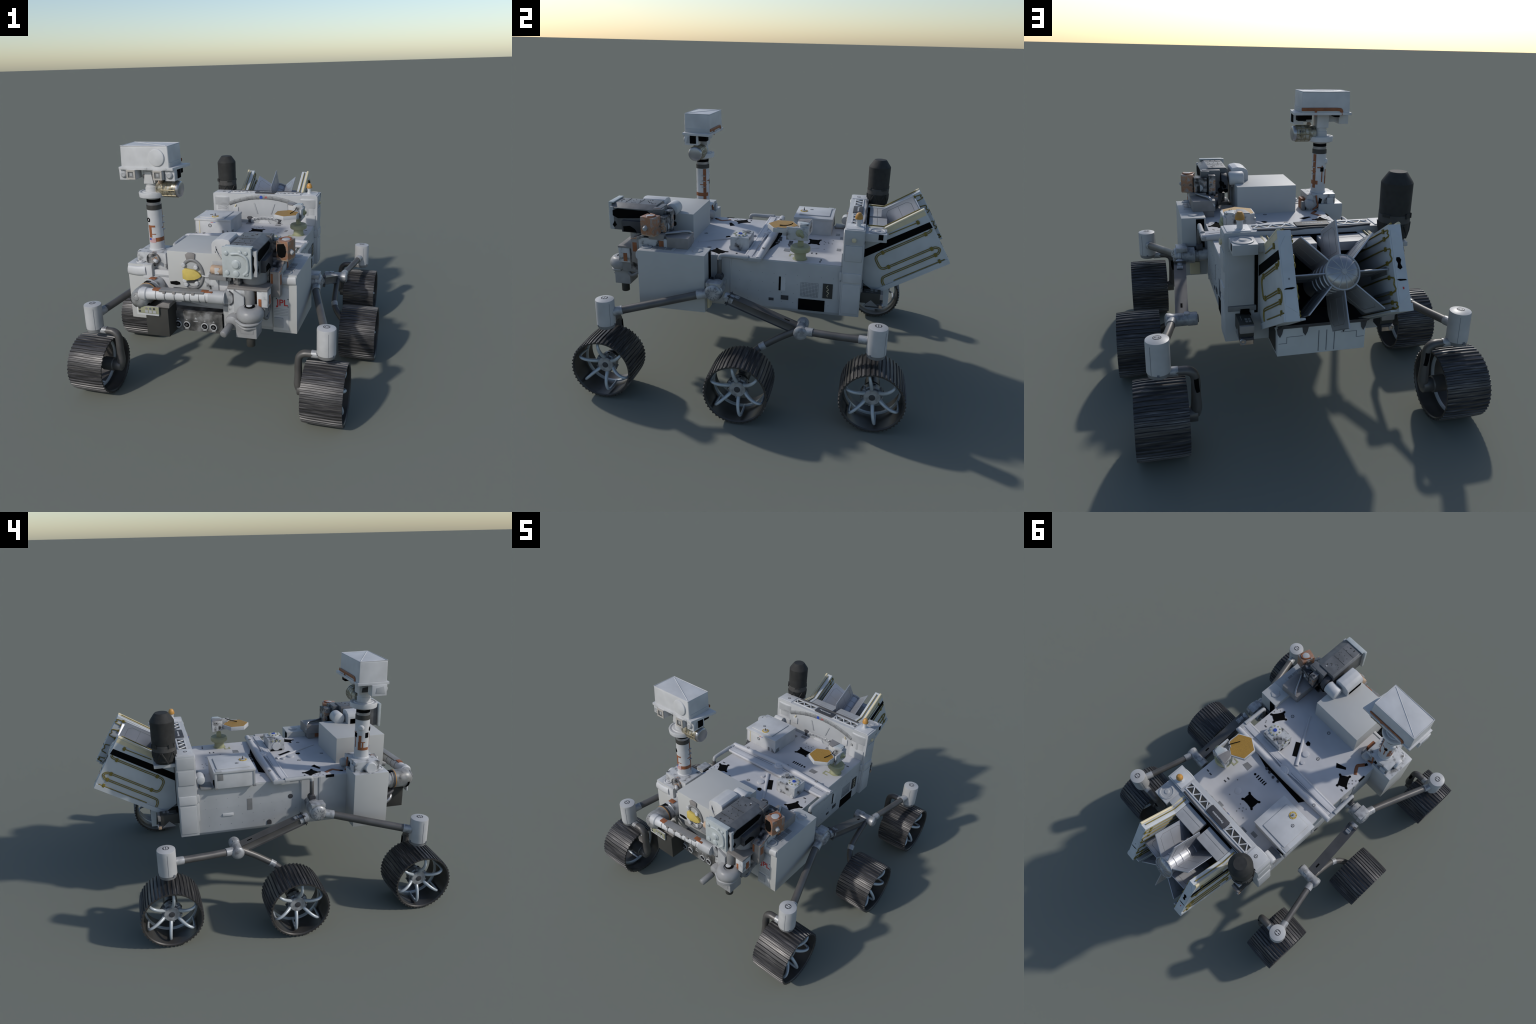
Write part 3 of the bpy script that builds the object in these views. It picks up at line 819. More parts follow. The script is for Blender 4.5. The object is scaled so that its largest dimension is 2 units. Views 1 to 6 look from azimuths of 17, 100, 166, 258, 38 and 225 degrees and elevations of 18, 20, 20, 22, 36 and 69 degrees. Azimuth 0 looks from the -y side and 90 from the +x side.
def an(a, n, x):
    p = B0 + AX * a + NX * n
    return Vector((x, p.y, p.z))


gen = lathe("power_source", (0, .887, .887), -AX, [(-.018, 0), (-.0175, .012), (-.015, .034), (-.010, .052), (-.002, .063), (.002, .066), (.010, .066), (.012, .060),
            (.045, .060), (.047, .064), (.055, .064), (.057, .060), (.095, .060), (.097, .064), (.105, .064), (.107, .060), (.15, .060), (.152, .064), (.160, .064), (.162, .060), (.20, .060), (.202, .064), (.21, .064), (.212, .058), (.36, .058)],
            [STEEL, FIN], 40, None, mats=[0] * 7 + [1] * 17)
bm = bmesh.new()
u, v, d = basis(AX)
C = Vector((0, .887, .887))
for k in range(12):
    a = 2 * PI * k / 12 + .13
    e = u * math.cos(a) + v * math.sin(a)
    bm_tube(bm, [C + AX * .0175 + e * .010, C + AX * .015 + e * .034, C + AX * .010 + e * .0525, C + AX * .002 + e * .0635], .0016, 6)
bm_lathe(bm, C, AX, [(.016, .011), (.020, .010), (.021, .005), (.021, 0)], 16)
bm_lathe(bm, C, AX, [(-.004, .0685), (.002, .0685)], 40)
finish("cap_ribs", bm, LIGHT, gen)
for k in range(8):
    a = k * PI / 4
    e = Vector((1, 0, 0)) * math.sin(a) + NX * math.cos(a)
    w = AX.cross(e)
    r1 = .203 if k % 4 != 2 else .186
    if k in (3, 4, 5):
        r1 = .208
    L0 = -.045 if k in (3, 4, 5) else -.062
    bm = bmesh.new()
    out = [C + AX * p + e * q for p, q in ((-.005, .062), (-.004 + (.004 if k in (3, 4, 5) else -.006), r1), (-.20, r1), (-.235, .14), (-.235, .055))]
    A = [bm.verts.new(p + w * .0016) for p in out]
    Bv = [bm.verts.new(p - w * .0016) for p in out]
    bm.faces.new(A)
    bm.faces.new(Bv)
    n = len(A)
    for i in range(n):
        bm.faces.new((A[i], A[(i + 1) % n], Bv[(i + 1) % n], Bv[i]))
    # stiffened rim and pressed panel lines
    bm_tube(bm, [out[0], out[1]], .0032, 6)
    bm_tube(bm, [out[1], out[2]], .0026, 6)
    fin = finish("radiator_fin", bm, FIN, gen, 30)
    bm = bmesh.new()
    for side in (1, -1):
        loop = [C + AX * p + e * q + w * side * .0016 for p, q in ((-.035, .085), (-.035, r1 - .035), (-.055, r1 - .018), (-.17, r1 - .018), (-.19, r1 - .035), (-.19, .085), (-.035, .085))]
        bm_tube(bm, loop, .0011, 5)
        bm_tube(bm, [C + AX * -.11 + e * .085 + w * side * .0016, C + AX * -.11 + e * (r1 - .02) + w * side * .0016], .0008, 5)
    finish("fin_seam", bm, MID, fin)

for s in (1, -1):
    bm = bmesh.new()
    poly = [(.997, .757), (.830, 1.045), (.637, .925), (.533, .925), (.533, .600), (.610, .545)]
    x0, x1 = (s * .190, s * .243)
    bm_prism(bm, poly, "x", min(x0, x1), max(x0, x1), .003)
    rad = finish("side_radiator", bm, W_PANEL, None)
    # cream top edge, black stripe
    bm = bmesh.new()
    bm_tube(bm, [an(-.228, .3255, s * .236), an(-.002, .334, s * .236)], .0085, 8)
    bm_tube(bm, [an(-.232, .322, s * .236), Vector((s * .236, .535, .925))], .0085, 8)
    finish("cream_edge", bm, CREAM, rad)
    bm = bmesh.new()
    bm_tube(bm, [an(-.235, .334, s * .214), an(-.020, .341, s * .214)], .0035, 6)
    bm_tube(bm, [Vector((s * .214, .54, .931)), an(-.235, .334, s * .214)], .0035, 6)
    finish("brass_pipe", bm, PIPE, rad)

    def strip(name, pts, mat, x=.2432, h=.002):
        bm = bmesh.new()
        A = [bm.verts.new(an(a, n, s * x)) for a, n in pts]
        Bv = [bm.verts.new(an(a, n, s * (x + h))) for a, n in pts]
        k = len(pts)
        bm.faces.new(A)
        bm.faces.new(Bv)
        for i in range(k):
            bm.faces.new((A[i], A[(i + 1) % k], Bv[(i + 1) % k], Bv[i]))
        return finish(name, bm, mat, rad, smooth=False)
    strip("black_stripe", [(-.41, .226), (-.385, .268), (-.004, .262), (-.001, .226)], BLACK, .242)
    strip("lower_lip", [(-.44, .001), (-.44, .026), (-.002, .030), (-.002, .001)], W_PANEL, .242, .007)
    strip("top_band", [(-.23, .298), (-.23, .322), (-.003, .328), (-.003, .304)], CREAM, .242, .0015)

    def pipes(pts, both=True):
        bm = bmesh.new()
        for off in ((-.0045, .0045) if both else (0,)):
            q = []
            for i, (a, n) in enumerate(pts):
                t = Vector((pts[min(i + 1, len(pts) - 1)][0] - pts[max(i - 1, 0)][0], pts[min(i + 1, len(pts) - 1)][1] - pts[max(i - 1, 0)][1]))
                t.normalize()
                q.append(an(a - t.y * off, n + t.x * off, s * .2445))
            bm_tube(bm, smooth_path(q, 4), .0028, 8)
        return finish("brass_pipe", bm, PIPE, rad, 60)
    pipes([(-.012, .224), (-.02, .214), (-.05, .210), (-.19, .209), (-.31, .209), (-.337, .203), (-.350, .188), (-.352, .16), (-.350, .136), (-.338, .122), (-.306, .119), (-.17, .119), (-.055, .119),
           (-.030, .114), (-.018, .099), (-.030, .083), (-.055, .078), (-.2, .077), (-.345, .076), (-.368, .066), (-.376, .05), (-.377, .030)])
    pipes([(-.315, .033), (-.016, .034)], False)
    pipes([(-.225, .290), (-.05, .286)], False)
    bm = bmesh.new()
    for a, n in ((-.05, .209), (-.30, .209), (-.306, .119), (-.055, .119), (-.05, .078), (-.06, .287), (-.045, .036)):
        c = an(a, n, s * .2455)
        M = Matrix.Translation(c) @ Matrix.Rotation(math.radians(30), 4, "X")
        bm_box(bm, -.004, .004, -.007, .007, -.011, .011, .001, M)
    finish("pipe_clamp", bm, PIPE, rad)
    # inner face pipes
    bm = bmesh.new()
    xi = s * .1885
    for n0, n1 in ((.285, .315), (.19, .245), (.075, .135), (.015, .04)):
        lp = [an(-.40, n0, xi), an(-.035, n0, xi), an(-.012, (n0 + n1) / 2, xi), an(-.035, n1, xi), an(-.36, n1, xi)]
        bm_tube(bm, smooth_path(lp, 4), .0032, 6)
        for n in (n0, n1):
            bm_box(bm, -.004, .004, -.007, .007, -.008, .008, 0, Matrix.Translation(an(-.045, n, xi)) @ Matrix.Rotation(math.radians(30), 4, "X"))
    finish("brass_pipe", bm, PIPE, rad, 60)
    bm = bmesh.new()
    for n0 in (.15, .055):
        p = [an(-.22, n0, xi), an(-.06, n0, xi), an(-.06, n0 + .03, xi), an(-.22, n0 + .03, xi)]
        A = [bm.verts.new(q) for q in p]
        Bv = [bm.verts.new(q - Vector((s * .002, 0, 0))) for q in p]
        bm.faces.new(A)
        bm.faces.new(Bv)
        for i in range(4):
            bm.faces.new((A[i], A[(i + 1) % 4], Bv[(i + 1) % 4], Bv[i]))
    finish("vent_patch", bm, MID, rad, smooth=False)
    # rear end details
    def end_strip(name, pts, mat, h=.002):
        bm = bmesh.new()
        A = [bm.verts.new(an(-.001, n, s * x)) for x, n in pts]
        Bv = [bm.verts.new(an(h, n, s * x)) for x, n in pts]
        k = len(pts)
        bm.faces.new(A)
        bm.faces.new(Bv)
        for i in range(k):
            bm.faces.new((A[i], A[(i + 1) % k], Bv[(i + 1) % k], Bv[i]))
        return finish(name, bm, mat, rad, smooth=False)
    end_strip("latch_slit", [(.196, .120), (.205, .123), (.232, .121), (.238, .116), (.21, .115)], BLACK)
    end_strip("end_panel", [(.197, .03), (.237, .06), (.237, .27), (.215, .31), (.197, .31)], W_PANEL, .0012)
    if s < 0:
        end_strip("black_port", [(.207, .205), (.219, .205), (.225, .195), (.220, .18), (.226, .165), (.216, .158), (.206, .166), (.210, .182), (.204, .195)], BLACK, .0025)
        end_strip("flag_patch", [(.216, .092), (.222, .092), (.222, .083), (.216, .083)], RED)
    else:
        end_strip("end_bolt", [(.213, .157), (.219, .157), (.219, .150), (.213, .150)], MID)
    # floor skirt between the radiator and the core
    bm = bmesh.new()
    q = [an(-.44, .003, s * .195), an(-.02, .003, s * .195), an(-.02, .003, s * .165), an(-.44, .003, s * .165)]
    A = [bm.verts.new(p) for p in q]
    Bv = [bm.verts.new(p + NX * .008) for p in q]
    bm.faces.new(A)
    bm.faces.new(Bv)
    for i in range(4):
        bm.faces.new((A[i], A[(i + 1) % 4], Bv[(i + 1) % 4], Bv[i]))
    finish("inner_ledge", bm, W_PANEL, rad)
    # grey top block next to the frame
    blk = box("bridge_block", .026 if s > 0 else -.188, .188 if s > 0 else -.003, .530, .645, .884, .922, LIGHT, .0015)
    box("block_seam", .03 if s > 0 else -.183, .183 if s > 0 else -.008, .588, .5905, .9215, .9228, MID, 0, blk)
    # black sheet added behind the core for the shade between the fins
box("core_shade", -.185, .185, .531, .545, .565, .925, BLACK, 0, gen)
prism("generator_tray", [(.53, .568), (.690, .568), (.735, .598), (.735, .606), (.686, .582), (.53, .582)], "x", -.190, .190, CHAR, .001, gen)

# ------------------------------------------------------------------ dark blanketed antenna (left rear)
dk = lathe("blanketed_antenna", (-.333, .584, .905), (0, 0, 1),
           [(0, .020), (.004, .052), (.020, .064), (.075, .066), (.078, .0675), (.110, .0675), (.112, .066), (.245, .0675), (.252, .064), (.284, .042), (.290, .036), (.290, 0)],
           [BLANKET, BLANKET_2], 28, None, mats=[0, 0, 0, 0, 1, 1, 0, 0, 0, 0, 0], angle=25)
bm = bmesh.new()
for k in range(6):
    a = 2 * PI * k / 6 + .2
    b = a + .5
    P = lambda ang, z, r: (-.333 + r * math.cos(ang), .584 + r * math.sin(ang), .905 + z)
    bm_tube(bm, [P(a, .012, .058), P(a + .25, .045, .064), P(b, .075, .066)], .006, 6)
    bm_tube(bm, [P(a, .012, .058), P(a - .25, .045, .064), P(b - 1.0, .075, .066)], .006, 6)
finish("blanket_fold", bm, BLANKET, dk)
for k in range(4):
    a = 2 * PI * k / 4 + .6
    M = Matrix.Translation((-.333, .584, 0)) @ Matrix.Rotation(a, 4, "Z")
    box("blanket_tab", .060, .0685, -.018, .018, 1.008, 1.024, BLANKET, .003, dk, M)
br = box("antenna_bracket", -.375, -.295, .525, .650, .886, .906, W_HULL, .003)
lathe("bracket_cup", (-.34, .60, .893), (0, 0, 1), [(0, .03), (.014, .026), (.016, 0)], BLACK, 18, br)

# ------------------------------------------------------------------ equipment box on the deck (left)
eb = box("lidded_box", -.398, -.140, .083, .319, .7345, .836, W, .0025)
prism("box_lid", [(-.404, .079), (-.137, .079), (-.137, .323), (-.404, .323)], "z", .828, .842, W, .002, eb)
bm = bmesh.new()
bm_box(bm, -.375, -.19, .105, .300, .841, .849, .005)
finish("lid_panel", bm, W, eb)
lathe("low_gain_antenna", (-.267, .128, .848), (0, 0, 1), [(0, .024), (.003, .024), (.0035, .018)], YELLOW, 24, eb)
lathe("antenna_disc", (-.267, .128, .851), (0, 0, 1), [(0, .015), (.003, .014), (.004, .004), (.022, .0018), (.022, 0)], [LIGHT, CHAR], 20, eb, mats=[0, 0, 1, 1])
for k in range(8):
    a = k * PI / 4
    lathe("disc_bolt", (-.267 + .0205 * math.cos(a), .128 + .0205 * math.sin(a), .850), (0, 0, 1), [(0, .003), (.003, .003), (.003, 0)], AMBER, 8, eb)
marker((-.312, .173, .849), (0, 0, 1), .0105, eb)
marker((-.292, .083, .795), (0, -1, 0), .0125, eb)
box("grey_tile", -.4045, -.36, .276, .312, .838, .8445, LIGHT, .001, eb)
box("grey_tile", -.400, -.396, .268, .302, .785, .828, MID, .002, eb)
box("box_slot", -.205, -.19, .0815, .084, .738, .765, MID, .0, eb)
prism("box_notch", [(.084, .737), (.13, .737), (.13, .765), (.10, .765)], "x", -.141, -.1385, MID, 0, eb)
prism("box_notch", [(-.142, .737), (-.17, .737), (-.17, .768)], "y", .0812, .0835, MID, 0, eb)
for y in (.088, .312):
    box("corner_rail", -.401, -.396, y - .006, y + .006, .735, .828, LIGHT, .001, eb)
    box("corner_foot", -.408, -.392, y - .009, y + .009, .733, .742, MID, .001, eb)
box("corner_rail", -.372, -.366, .0815, .084, .738, .828, CREAM, .0005, eb)
prism("black_notch", [(-.39, .74), (-.33, .74), (-.34, .77), (-.39, .79)], "y", .318, .3205, BLACK, 0, eb)
bm = bmesh.new()
bm_box(bm, -.285, -.268, .0818, .0835, .817, .820)
finish("warning_stripe", bm, RED, eb, smooth=False)
bm = bmesh.new()
bm_box(bm, -.266, -.250, .0818, .0835, .817, .820)
finish("warning_stripe", bm, BLUE, eb, smooth=False)
lathe("side_drum", (-.372, .395, .79), (-1, 0, 0), [(-.06, .026), (.0, .026), (.012, .022), (.016, .010), (.016, 0)], W, 20, eb)
box("floor_tray", -.39, -.30, .33, .40, .732, .745, MID, .003, eb)

# ------------------------------------------------------------------ high-gain antenna (hexagon)
ped = lathe("antenna_pedestal", (.308, .182, .7335), (0, 0, 1), [(0, .042), (.002, .042), (.003, .033), (.045, .033), (.047, .052), (.052, .056), (.070, .056), (.078, .050), (.078, .017), (.105, .016), (.108, .013), (.14, .013)], OLIVE, 32, angle=28)
hxa = bmesh.new()
hc = Vector((.254, .073, 0))
bm_prism(hxa, [(hc.x + .088 * math.sin(k * PI / 3), hc.y + .088 * math.cos(k * PI / 3)) for k in range(6)], "z", .884, .909, .0012)
hexa = finish("hexagonal_antenna", hxa, W)
bm = bmesh.new()
bm_prism(bm, [(hc.x + .082 * math.sin(k * PI / 3), hc.y + .082 * math.cos(k * PI / 3)) for k in range(6)], "z", .908, .9108)
finish("gold_face", bm, GOLD, hexa)
tube("edge_cable", [(.282, .058, .913), (.296, .09, .918), (.305, .115, .925), (.305, .135, .935)], .0026, BLACK, hexa, 8)
tube("edge_cable", [(.327, .05, .911), (.327, .105, .911), (.29, .128, .912)], .0028, LIGHT, hexa, 8)
hb = prism("antenna_gimbal", [(.338, .178), (.334, .224), (.22, .236), (.243, .164), (.295, .158)], "z", .872, .942, MOTTLE, .003)
box("gimbal_plate", .334, .345, .105, .226, .852, .925, MOTTLE, .002, hb)
prism("gimbal_cover", [(.224, .233), (.239, .166), (.275, .155), (.292, .226)], "z", .9415, .945, TAUPE, .001, hb)
prism("gimbal_cover", [(.285, .172), (.328, .178), (.330, .220), (.300, .224)], "z", .9415, .945, PALE, .001, hb)
lathe("gimbal_arm", (.338, .178, .895), (1, 0, 0), [(-.01, .021), (.010, .021), (.016, .014), (.018, 0)], OLIVE, 18, hb)
tube("gimbal_elbow", [(.352, .178, .900), (.352, .195, .885), (.325, .19, .860)], .009, OLIVE, hb, 10)
box("gimbal_yoke", .27, .33, .08, .20, .868, .885, LIGHT, .004, hb)

# ------------------------------------------------------------------ small sensor box with blue disc
sb2 = box("sensor_box", .122, .266, -.230, -.120, .734, .815, MOTTLE, .004)
lathe("blue_dial", (.222, -.180, .815), (0, 0, 1), [(0, .040), (.004, .038), (.008, .026), (.009, .013), (.0095, .012), (.0135, .011), (.0135, 0)], [W, BLUE], 28, sb2, mats=[0, 0, 0, 0, 1, 1])
for k in range(9):
    a = 2 * PI * k / 9
    lathe("dial_bolt", (.222 + .031 * math.cos(a), -.180 + .031 * math.sin(a), .819), (0, 0, 1), [(0, .006), (.006, .005), (.006, 0)], OLIVE, 10, sb2)
lathe("grey_button", (.145, -.15, .815), (0, 0, 1), [(0, .015), (.004, .014), (.004, 0)], MID, 18, sb2)
lathe("side_drum", (.124, -.175, .768), (-1, 0, 0), [(0, .030), (.006, .028), (.008, 0)], W, 20, sb2)
for y in (-.20, -.175, -.15):
    lathe("dial_bolt", (.121, y, .805), (-1, 0, 0), [(0, .006), (.004, .005), (.004, 0)], OLIVE, 10, sb2)
box("base_slot", .118, .123, -.215, -.135, .739, .748, BLACK, 0, sb2)
for x in (.15, .25):
    lathe("side_drum", (x, -.231, .748), (0, -1, 0), [(-.01, .013), (.006, .012), (.008, 0)], W, 14, sb2)

# ------------------------------------------------------------------ wheels (one mesh each, shared)
R, HW = .1725, .110


def tyre_mesh():
    bm = bmesh.new()
    G, sub = 48, 4
    prof = [(0, 1.0), (.30, 1.0), (.42, 0.0), (.88, 0.0)]
    nx = 13
    rows = []
    ang = []
    for g in range(G):
        for t, h in prof:
            ang.append(((g + t) / G * 2 * PI, h))
    n = len(ang)
    for i in range(nx):
        f = -1 + 2 * i / (nx - 1)
        x = f * HW
        crown = -.0030 * f ** 4
        sway = .010 * math.sin(f * PI) * .5
        rows.append([bm.verts.new((x, (R - .0055 + .0055 * h + crown) * math.cos(a + sway), (R - .0055 + .0055 * h + crown) * math.sin(a + sway))) for a, h in ang])
    for i in range(nx - 1):
        for k in range(n):
            j = (k + 1) % n
            bm.faces.new((rows[i][k], rows[i][j], rows[i + 1][j], rows[i + 1][k]))
    inner = []
    prof_in = [(-HW, .158), (-HW + .006, .154), (-.060, .157), (.0, .157), (.060, .157), (HW - .006, .154), (HW, .158)]
    for x, r in prof_in:
        inner.append([bm.verts.new((x, r * math.cos(a), r * math.sin(a))) for a, h in ang])
    for i in range(len(inner) - 1):
        for k in range(n):
            j = (k + 1) % n
            bm.faces.new((inner[i][k], inner[i + 1][k], inner[i + 1][j], inner[i][j])).material_index = 1
    for A, Bv in ((rows[0], inner[0]), (rows[-1], inner[-1])):
        for k in range(n):
            j = (k + 1) % n
            bm.faces.new((A[k], A[j], Bv[j], Bv[k])).material_index = 1
    bmesh.ops.recalc_face_normals(bm, faces=bm.faces)
    me = bpy.data.meshes.new("tyre")
    bm.to_mesh(me)
    bm.free()
    me.materials.append(TREAD)
    me.materials.append(WHEEL_IN)
    me.shade_smooth()
    me.set_sharp_from_angle(angle=math.radians(28))
    return me


WHEEL_IN = paint("wheel_inside", (0.060, 0.056, 0.053), 0.4, metal=0.3, var=0.25, scale=12)


def spoke_mesh():
    """One spoke leaving the hub downwards, bowing outwards (+x), folding back to the inner ring."""
    bm = bmesh.new()
    pts = []
    for x, r, a in ((.030, .038, 0), (.056, .056, -.02), (.078, .086, -.02), (.087, .116, .0), (.080, .138, .02), (.058, .1445, .03), (.024, .144, .04), (-.018, .141, .05)):
        pts.append((x, r * math.sin(a), -r * math.cos(a)))
    p = smooth_path(pts, 5)
    rr = [.0115 - .0060 * (i / (len(p) - 1)) ** .8 for i in range(len(p))]
    bm_tube(bm, p, rr, 10)
    bmesh.ops.recalc_face_normals(bm, faces=bm.faces)
    me = bpy.data.meshes.new("spoke")
    bm.to_mesh(me)
    bm.free()
    me.materials.append(SPOKE)
    me.shade_smooth()
    return me


def ring_mesh():
    bm = bmesh.new()
    for k in range(48):
        pass
    pts = [(.018, .145 * math.cos(2 * PI * k / 48), .145 * math.sin(2 * PI * k / 48)) for k in range(49)]
    prof = [(-.026, .138), (-.012, .138), (-.012, .147), (-.026, .147)]
    seg = 48
    rings = [[bm.verts.new((x, r * math.cos(2 * PI * k / seg), r * math.sin(2 * PI * k / seg))) for k in range(seg)] for x, r in prof]
    for i in range(4):
        A, Bv = rings[i], rings[(i + 1) % 4]
        for k in range(seg):
            j = (k + 1) % seg
            bm.faces.new((A[k], A[j], Bv[j], Bv[k]))
    bmesh.ops.recalc_face_normals(bm, faces=bm.faces)
    me = bpy.data.meshes.new("inner_ring")
    bm.to_mesh(me)
    bm.free()
    me.materials.append(SPOKE)
    me.shade_smooth()
    me.set_sharp_from_angle(angle=.6)
    return me


def hub_mesh():
    bm = bmesh.new()
    bm_lathe(bm, (0, 0, 0), (1, 0, 0), [(-.105, .036), (-.100, .040), (-.04, .040), (-.038, .034), (-.005, .036), (-.002, .052), (.030, .052), (.034, .046), (.050, .045), (.054, .041), (.054, .018)], 32, 0,
             [2, 2, 2, 2, 2, 0, 0, 0, 0, 0])
    bm_lathe(bm, (0, 0, 0), (1, 0, 0), [(.044, .0165), (.056, .0165), (.057, .014), (.057, 0)], 20, 1)
    for k in range(6):
        a = -PI / 2 + k * PI / 3
        M = Matrix.Rotation(a, 4, "X")
        bm_box(bm, .006, .040, .042, .060, -.013, .013, .002, M, 0)
        bm_box(bm, .016, .023, .05, .0615, -.013, -.002, 0, M, 3)
    bmesh.ops.recalc_face_normals(bm, faces=bm.faces)
    me = bpy.data.meshes.new("hub")
    bm.to_mesh(me)
    bm.free()
    for m in (CAST, CHAR, TUBE, BLACK):
        me.materials.append(m)
    me.shade_smooth()
    me.set_sharp_from_angle(angle=.6)
    return me


TYRE, SPK, RING, HUB = tyre_mesh(), spoke_mesh(), ring_mesh(), hub_mesh()


def inst(name, me, parent, M):
    ob = bpy.data.objects.new(name, me)
    COL.objects.link(ob)
    ob.parent = parent
    ob.matrix_local = M
    return ob


for s in (1, -1):
    for i, (wx, wy) in enumerate(((.684, -.821), (.762, -.055), (.684, .634))):
        M = Matrix.Translation((s * wx, wy, R)) @ (Matrix.Identity(4) if s > 0 else Matrix.Rotation(PI, 4, "Z"))
        wh = inst("wheel", TYRE, rover, M)
        inst("hub", HUB, wh, Matrix.Identity(4))
        inst("inner_ring", RING, wh, Matrix.Identity(4))
        for k in range(6):
            inst("spoke", SPK, wh, Matrix.Rotation(k * PI / 3 + (.14 if s > 0 else -.14), 4, "X"))

# ------------------------------------------------------------------ suspension
for s in (1, -1):
    # rocker pivot
    piv = lathe("rocker_pivot", (s * .362, -.257, .578), (s, 0, 0), [(0, .034), (.055, .034), (.057, .026), (.075, .026), (.078, .044), (.150, .045), (.155, .050), (.165, .050), (.169, .046), (.182, .046), (.189, .040), (.194, .028), (.196, 0)], CAST, 32)
    bm = bmesh.new()
    for k in range(10):
        a = 2 * PI * k / 10
        bm_tube(bm, [(s * .5575, -.257 + .018 * math.cos(a), .578 + .018 * math.sin(a)), (s * .5520, -.257 + .038 * math.cos(a), .578 + .038 * math.sin(a))], .0016, 5)
    finish("pivot_seam", bm, SEAM, piv)
    box("pivot_block", min(s * .48, s * .54), max(s * .48, s * .54), -.30, -.215, .610, .634, CAST, .004, piv)
    # front arm
    fa = tube("rocker_arm", [(s * .522, -.275, .570), (s * .537, -.354, .554), (s * .60, -.55, .516), (s * .672, -.765, .476)], .0225, TUBE, None, 18)
    tube("arm_sleeve", [(s * .522, -.280, .569), (s * .536, -.350, .555)], .0260, CAST, fa, 18, False)
    tube("arm_sleeve", [(s * .661, -.732, .4825), (s * .676, -.778, .4735)], .0245, CAST, fa, 18, False)
    # rear arm: box beam
    P0, P1 = Vector((s * .524, -.225, .570)), Vector((s * .553, .215, .426))
    d = (P1 - P0).normalized()
    side = Vector((1, 0, 0))
    upv = d.cross(side).normalized()
    if upv.z < 0:
        upv = -upv
    side = upv.cross(d).normalized()
    Mb = Matrix((side, d, upv)).transposed().to_4x4()
    Mb.translation = P0
    L = (P1 - P0).length
    rr = box("rocker_arm", -.0185, .0185, .06, L, -.0245, .0215, TUBE, .013, None, Mb)
    box("beam_slot", -.005, .005, L - .085, L - .055, .0205, .0222, BLACK, 0, rr, Mb)
    tube("arm_sleeve", [Mb @ Vector((0, .03, -.001)), Mb @ Vector((0, .085, -.0015))], .0265, CAST, rr, 16, False)
    box("beam_clamp", -.012, .012, .088, .108, .008, .0255, CAST, .004, rr, Mb)
    # bogie pivot
    bp = lathe("bogie_pivot", (s * .480, .237, .432), (s, 0, 0), [(0, .022), (.002, .031), (.010, .033), (.046, .033), (.048, .031), (.118, .032), (.130, .036), (.146, .036), (.152, .030), (.156, .020), (.158, 0)], CAST, 28)
    lathe("pivot_end", (s * .476, .237, .432), (s, 0, 0), [(0, .020), (.006, .020)], CHAR, 20, bp)
    box("pivot_lug", min(s * .515, s * .545), max(s * .515, s * .545), .222, .252, .452, .468, CAST, .006, bp)
    # bogie rear arm to the steering drum
    ba = tube("bogie_arm", [(s * .600, .250, .438), (s * .612, .31, .441), (s * .632, .40, .446), (s * .655, .50, .455), (s * .674, .585, .463)], .0200, TUBE, None, 18)
    tube("arm_sleeve", [(s * .602, .262, .4385), (s * .612, .305, .4407)], .0235, CAST, ba, 18, False)
    tube("arm_sleeve", [(s * .6655, .545, .4595), (s * .676, .590, .4635)], .0225, CAST, ba, 18, False)
    # bogie mid arm to the middle wheel
    ma = tube("bogie_arm", [(s * .574, .215, .424), (s * .576, .13, .377), (s * .580, .055, .329), (s * .590, .020, .307), (s * .612, -.015, .282), (s * .645, -.042, .252), (s * .680, -.055, .215), (s * .700, -.055, .185)],
              [.0185, .0185, .0185, .019, .020, .021, .022, .022], TUBE, None, 18)
    tube("arm_sleeve", [(s * .5815, .045, .323), (s * .590, .018, .306)], .0215, CAST, ma, 18, False)
    # steering drums with swan-neck legs
    for wy in (-.821, .634):
        st = lathe("steering_drum", (s * .684, wy, .382), (0, 0, 1), [(0, .042), (.003, .046), (.020, .048), (.0215, .0505), (.160, .0505), (.166, .049), (.173, .026), (.173, 0)],
                   [MID, DRUM], 36, None, mats=[0, 0, 0, 1, 1, 1, 1])
        marker((s * .684, wy, .5545), (0, 0, 1), .0185, st)
        bm = bmesh.new()
        for k in range(3):
            a = 2 * PI * k / 3 + (-1.2 if s > 0 else -1.0)
            bm_box(bm, .0495, .0512, -.0006, .0006, .405, .535, 0, Matrix.Translation((s * .684, wy, 0)) @ Matrix.Rotation(a, 4, "Z"))
            bm_box(bm, .047, .0515, -.005, .005, .398, .410, .001, Matrix.Translation((s * .684, wy, 0)) @ Matrix.Rotation(a + .6, 4, "Z"))
        finish("drum_seam", bm, SEAM, st, smooth=False)
        lg = tube("steering_leg", [(s * .655, wy, .391), (s * .60, wy, .391), (s * .565, wy, .388), (s * .542, wy, .370), (s * .534, wy, .335), (s * .534, wy, .27), (s * .534, wy, .205), (s * .540, wy, .172)],
                  [.018, .019, .020, .020, .020, .021, .025, .022], TUBE, None, 16, flat=((0, 1, 0), 1.15))
        tube("leg_sleeve", [(s * .648, wy, .391), (s * .606, wy, .391)], .0215, CAST, lg, 16, False)
        tube("leg_slot", [(s * .534, wy + .013, .355), (s * .530, wy + .013, .29)], .013, BLACK, lg, 8, False, flat=((0, 1, 0), .95))
        cyl("wheel_axle", (s * .530, wy, R), (s * .60, wy, R), .034, TUBE, lg)

